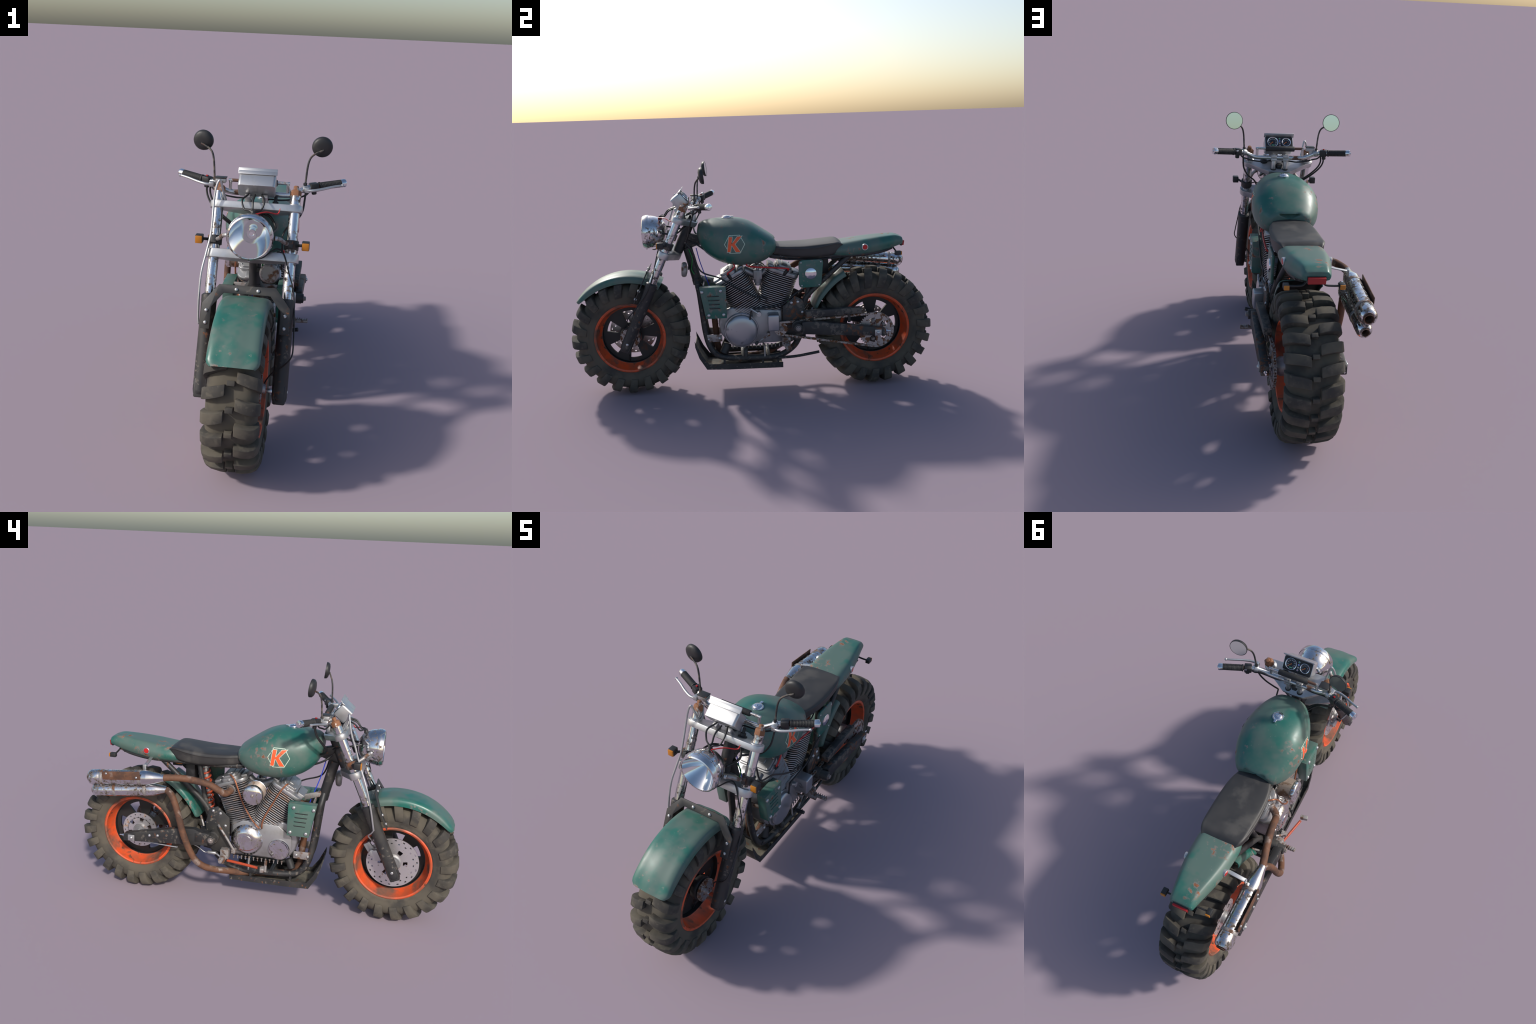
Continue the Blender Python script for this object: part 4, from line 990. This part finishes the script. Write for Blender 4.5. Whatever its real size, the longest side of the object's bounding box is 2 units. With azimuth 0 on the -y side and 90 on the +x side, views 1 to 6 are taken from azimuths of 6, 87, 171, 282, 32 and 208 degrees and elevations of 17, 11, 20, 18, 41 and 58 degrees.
obj('exhaust_pipe', tube([mF @ P(.0, -.075, .165), (0, -.195, .55), (0, -.215, .47), (0, -.212, .39), (0, -.205, .30), (0, -.196, .225), (-.003, -.165, .175), (-.01, -.11, .157), (-.04, .0, .156), (-.080, .09, .162), (-.125, .16, .182), (-.160, .215, .198), (-.188, .27, .218), (-.206, .315, .256), (-.215, .35, .32), (-.2195, .383, .41), (-.219, .404, .49), (-.214, .428, .562), (-.204, .450, .600), l0 + P(0, .004, 0)], .0172, 18, 6), RUSTY, EX)
obj('exhaust_flange', merge(rev([(0, .026), (.008, .026), (.008, .018)], (-.09, .164, .627), P(-.9, .35, -.3), 24)), RUSTY_S, EX)

# ------------------------------------------------------------------ cables
CB = obj('cable', tube([(.11, -.348, .85), (.11, -.31, .80), (.11, -.272, .692), (.11, -.171, .648), (.112, -.075, .584), (.112, .014, .539), (.11, .076, .529), (.108, .073, .497)], .0042, 8, 6), CABLE)
def cable(pts, r=.0042, mat=None, n=6): return obj('cable', tube(pts, r, 8, n), mat or CABLE, CB)
cable([(.192, -.289, 1.035), (.190, -.298, 1.00), (.184, -.312, .955), (.160, -.322, .915), (.125, -.33, .885), (.11, -.345, .855)])
for d in (0, .014):   # throttle pair
    cable([(-.222 + d, -.258, 1.035), (-.224 + d, -.262, 1.005), (-.210 + d, -.275, .97), (-.172 + d, -.30, .925), (-.125 + d, -.31, .890), (-.085 + d, -.29, .86), (-.05, -.24, .84)])
for sx in (1, -1):    # switch leads along the bar
    cable([(.208 * sx, -.268, 1.035), (.195 * sx, -.276, 1.020), (.176 * sx, -.288, 1.012), (.14 * sx, -.297, 1.000), (.09 * sx, -.300, .994), (.045 * sx, -.31, .997), (.02 * sx, -.34, .985)], .0038)
# braided brake hose from the reservoir down the right fork leg
cable([(-.150, -.318, 1.035), (-.130, -.355, 1.0), (-.126, -.385, 1.005), (-.138, -.402, 1.06), (-.146, -.407, 1.084), (-.158, -.412, 1.06), (-.165, -.425, 1.0), (-.165, -.450, .93), (-.168, -.470, .87), (-.180, -.498, .80), (-.192, -.525, .73), (-.195, -.55, .64), (-.193, -.567, .56), (-.190, -.572, .535)], .0046, STEELCABLE)
cable([(-.190, -.572, .535), (-.18, -.562, .515), (-.165, -.548, .495), (-.150, -.558, .475), (-.125, -.585, .44), (-.105, -.59, .41)], .0036, STEELCABLE)
# speedometer cable down the left leg to the hub drive
cable([(.02, -.53, .805), (.05, -.515, .81), (.08, -.485, .828), (.105, -.478, .838), (.130, -.49, .82), (.155, -.508, .75), (.178, -.525, .68), (.188, -.56, .60), (.194, -.62, .52), (.193, -.664, .468), (.165, -.672, .43), (.12, -.655, .385), (.095, -.640, .340), (.09, -.635, .315)], .0030)
# loom from instruments into the lamp
for a, b in ((.022, -.395), (-.004, -.402), (-.03, -.395)):
    cable([(a, b + .01, 1.03), (a * 1.7, b - .035, 1.015), (a * 1.3, b - .06, .985), (a * .5, b - .08, .985), (0, -.487, .98)], .0040)
cable([(.01, -.49, .975), (.05, -.455, .978), (.09, -.42, .965), (.10, -.41, .985)], .0026, REDWIRE)
cable([(.07, -.47, .90), (.08, -.43, .895), (.085, -.39, .90), (.06, -.35, .93), (.03, -.33, .94)], .0055)
cable([(-.06, -.47, .92), (-.07, -.43, .91), (-.06, -.38, .90), (-.02, -.33, .87)], .0045)
cable([(0, -.296, .80), (0, -.275, .71), (-.01, -.228, .565), (-.03, -.21, .50)], .0025, BLUEWIRE, 4)
cable([(.03, -.335, .80), (.035, -.318, .745), (.03, -.325, .69), (.04, -.31, .66)], .0028, GREENWIRE)
cable([(.11, .195, .51), (.112, .193, .48), (.11, .194, .46)], .0025, GREENWIRE)
cable([(.04, -.33, .845), (.06, -.29, .83), (.06, -.25, .80), (.05, -.2, .76)], .005)
cable([(-.04, -.33, .845), (-.06, -.29, .815), (-.06, -.2, .775)], .005)
cable([(-.03, .03, .71), (-.02, .034, .68), (.03, .036, .69)], .005)
cable([(-.01, .05, .72), (0, .042, .70), (.04, .038, .69)], .005)
cable([(.07, .13, .745), (.10, .19, .735), (.08, .28, .728), (.085, .40, .728), (.08, .52, .732), (.06, .70, .745), (.03, .78, .765)], .0038)

# keep the tree at thing > part > sub-part
def depth(o):
    n = 0
    while o.parent is not None: o, n = o.parent, n + 1
    return n
for o in list(bpy.data.objects):
    while depth(o) > 2:
        o.parent = o.parent.parent      # every in-between part sits at the origin, so nothing moves
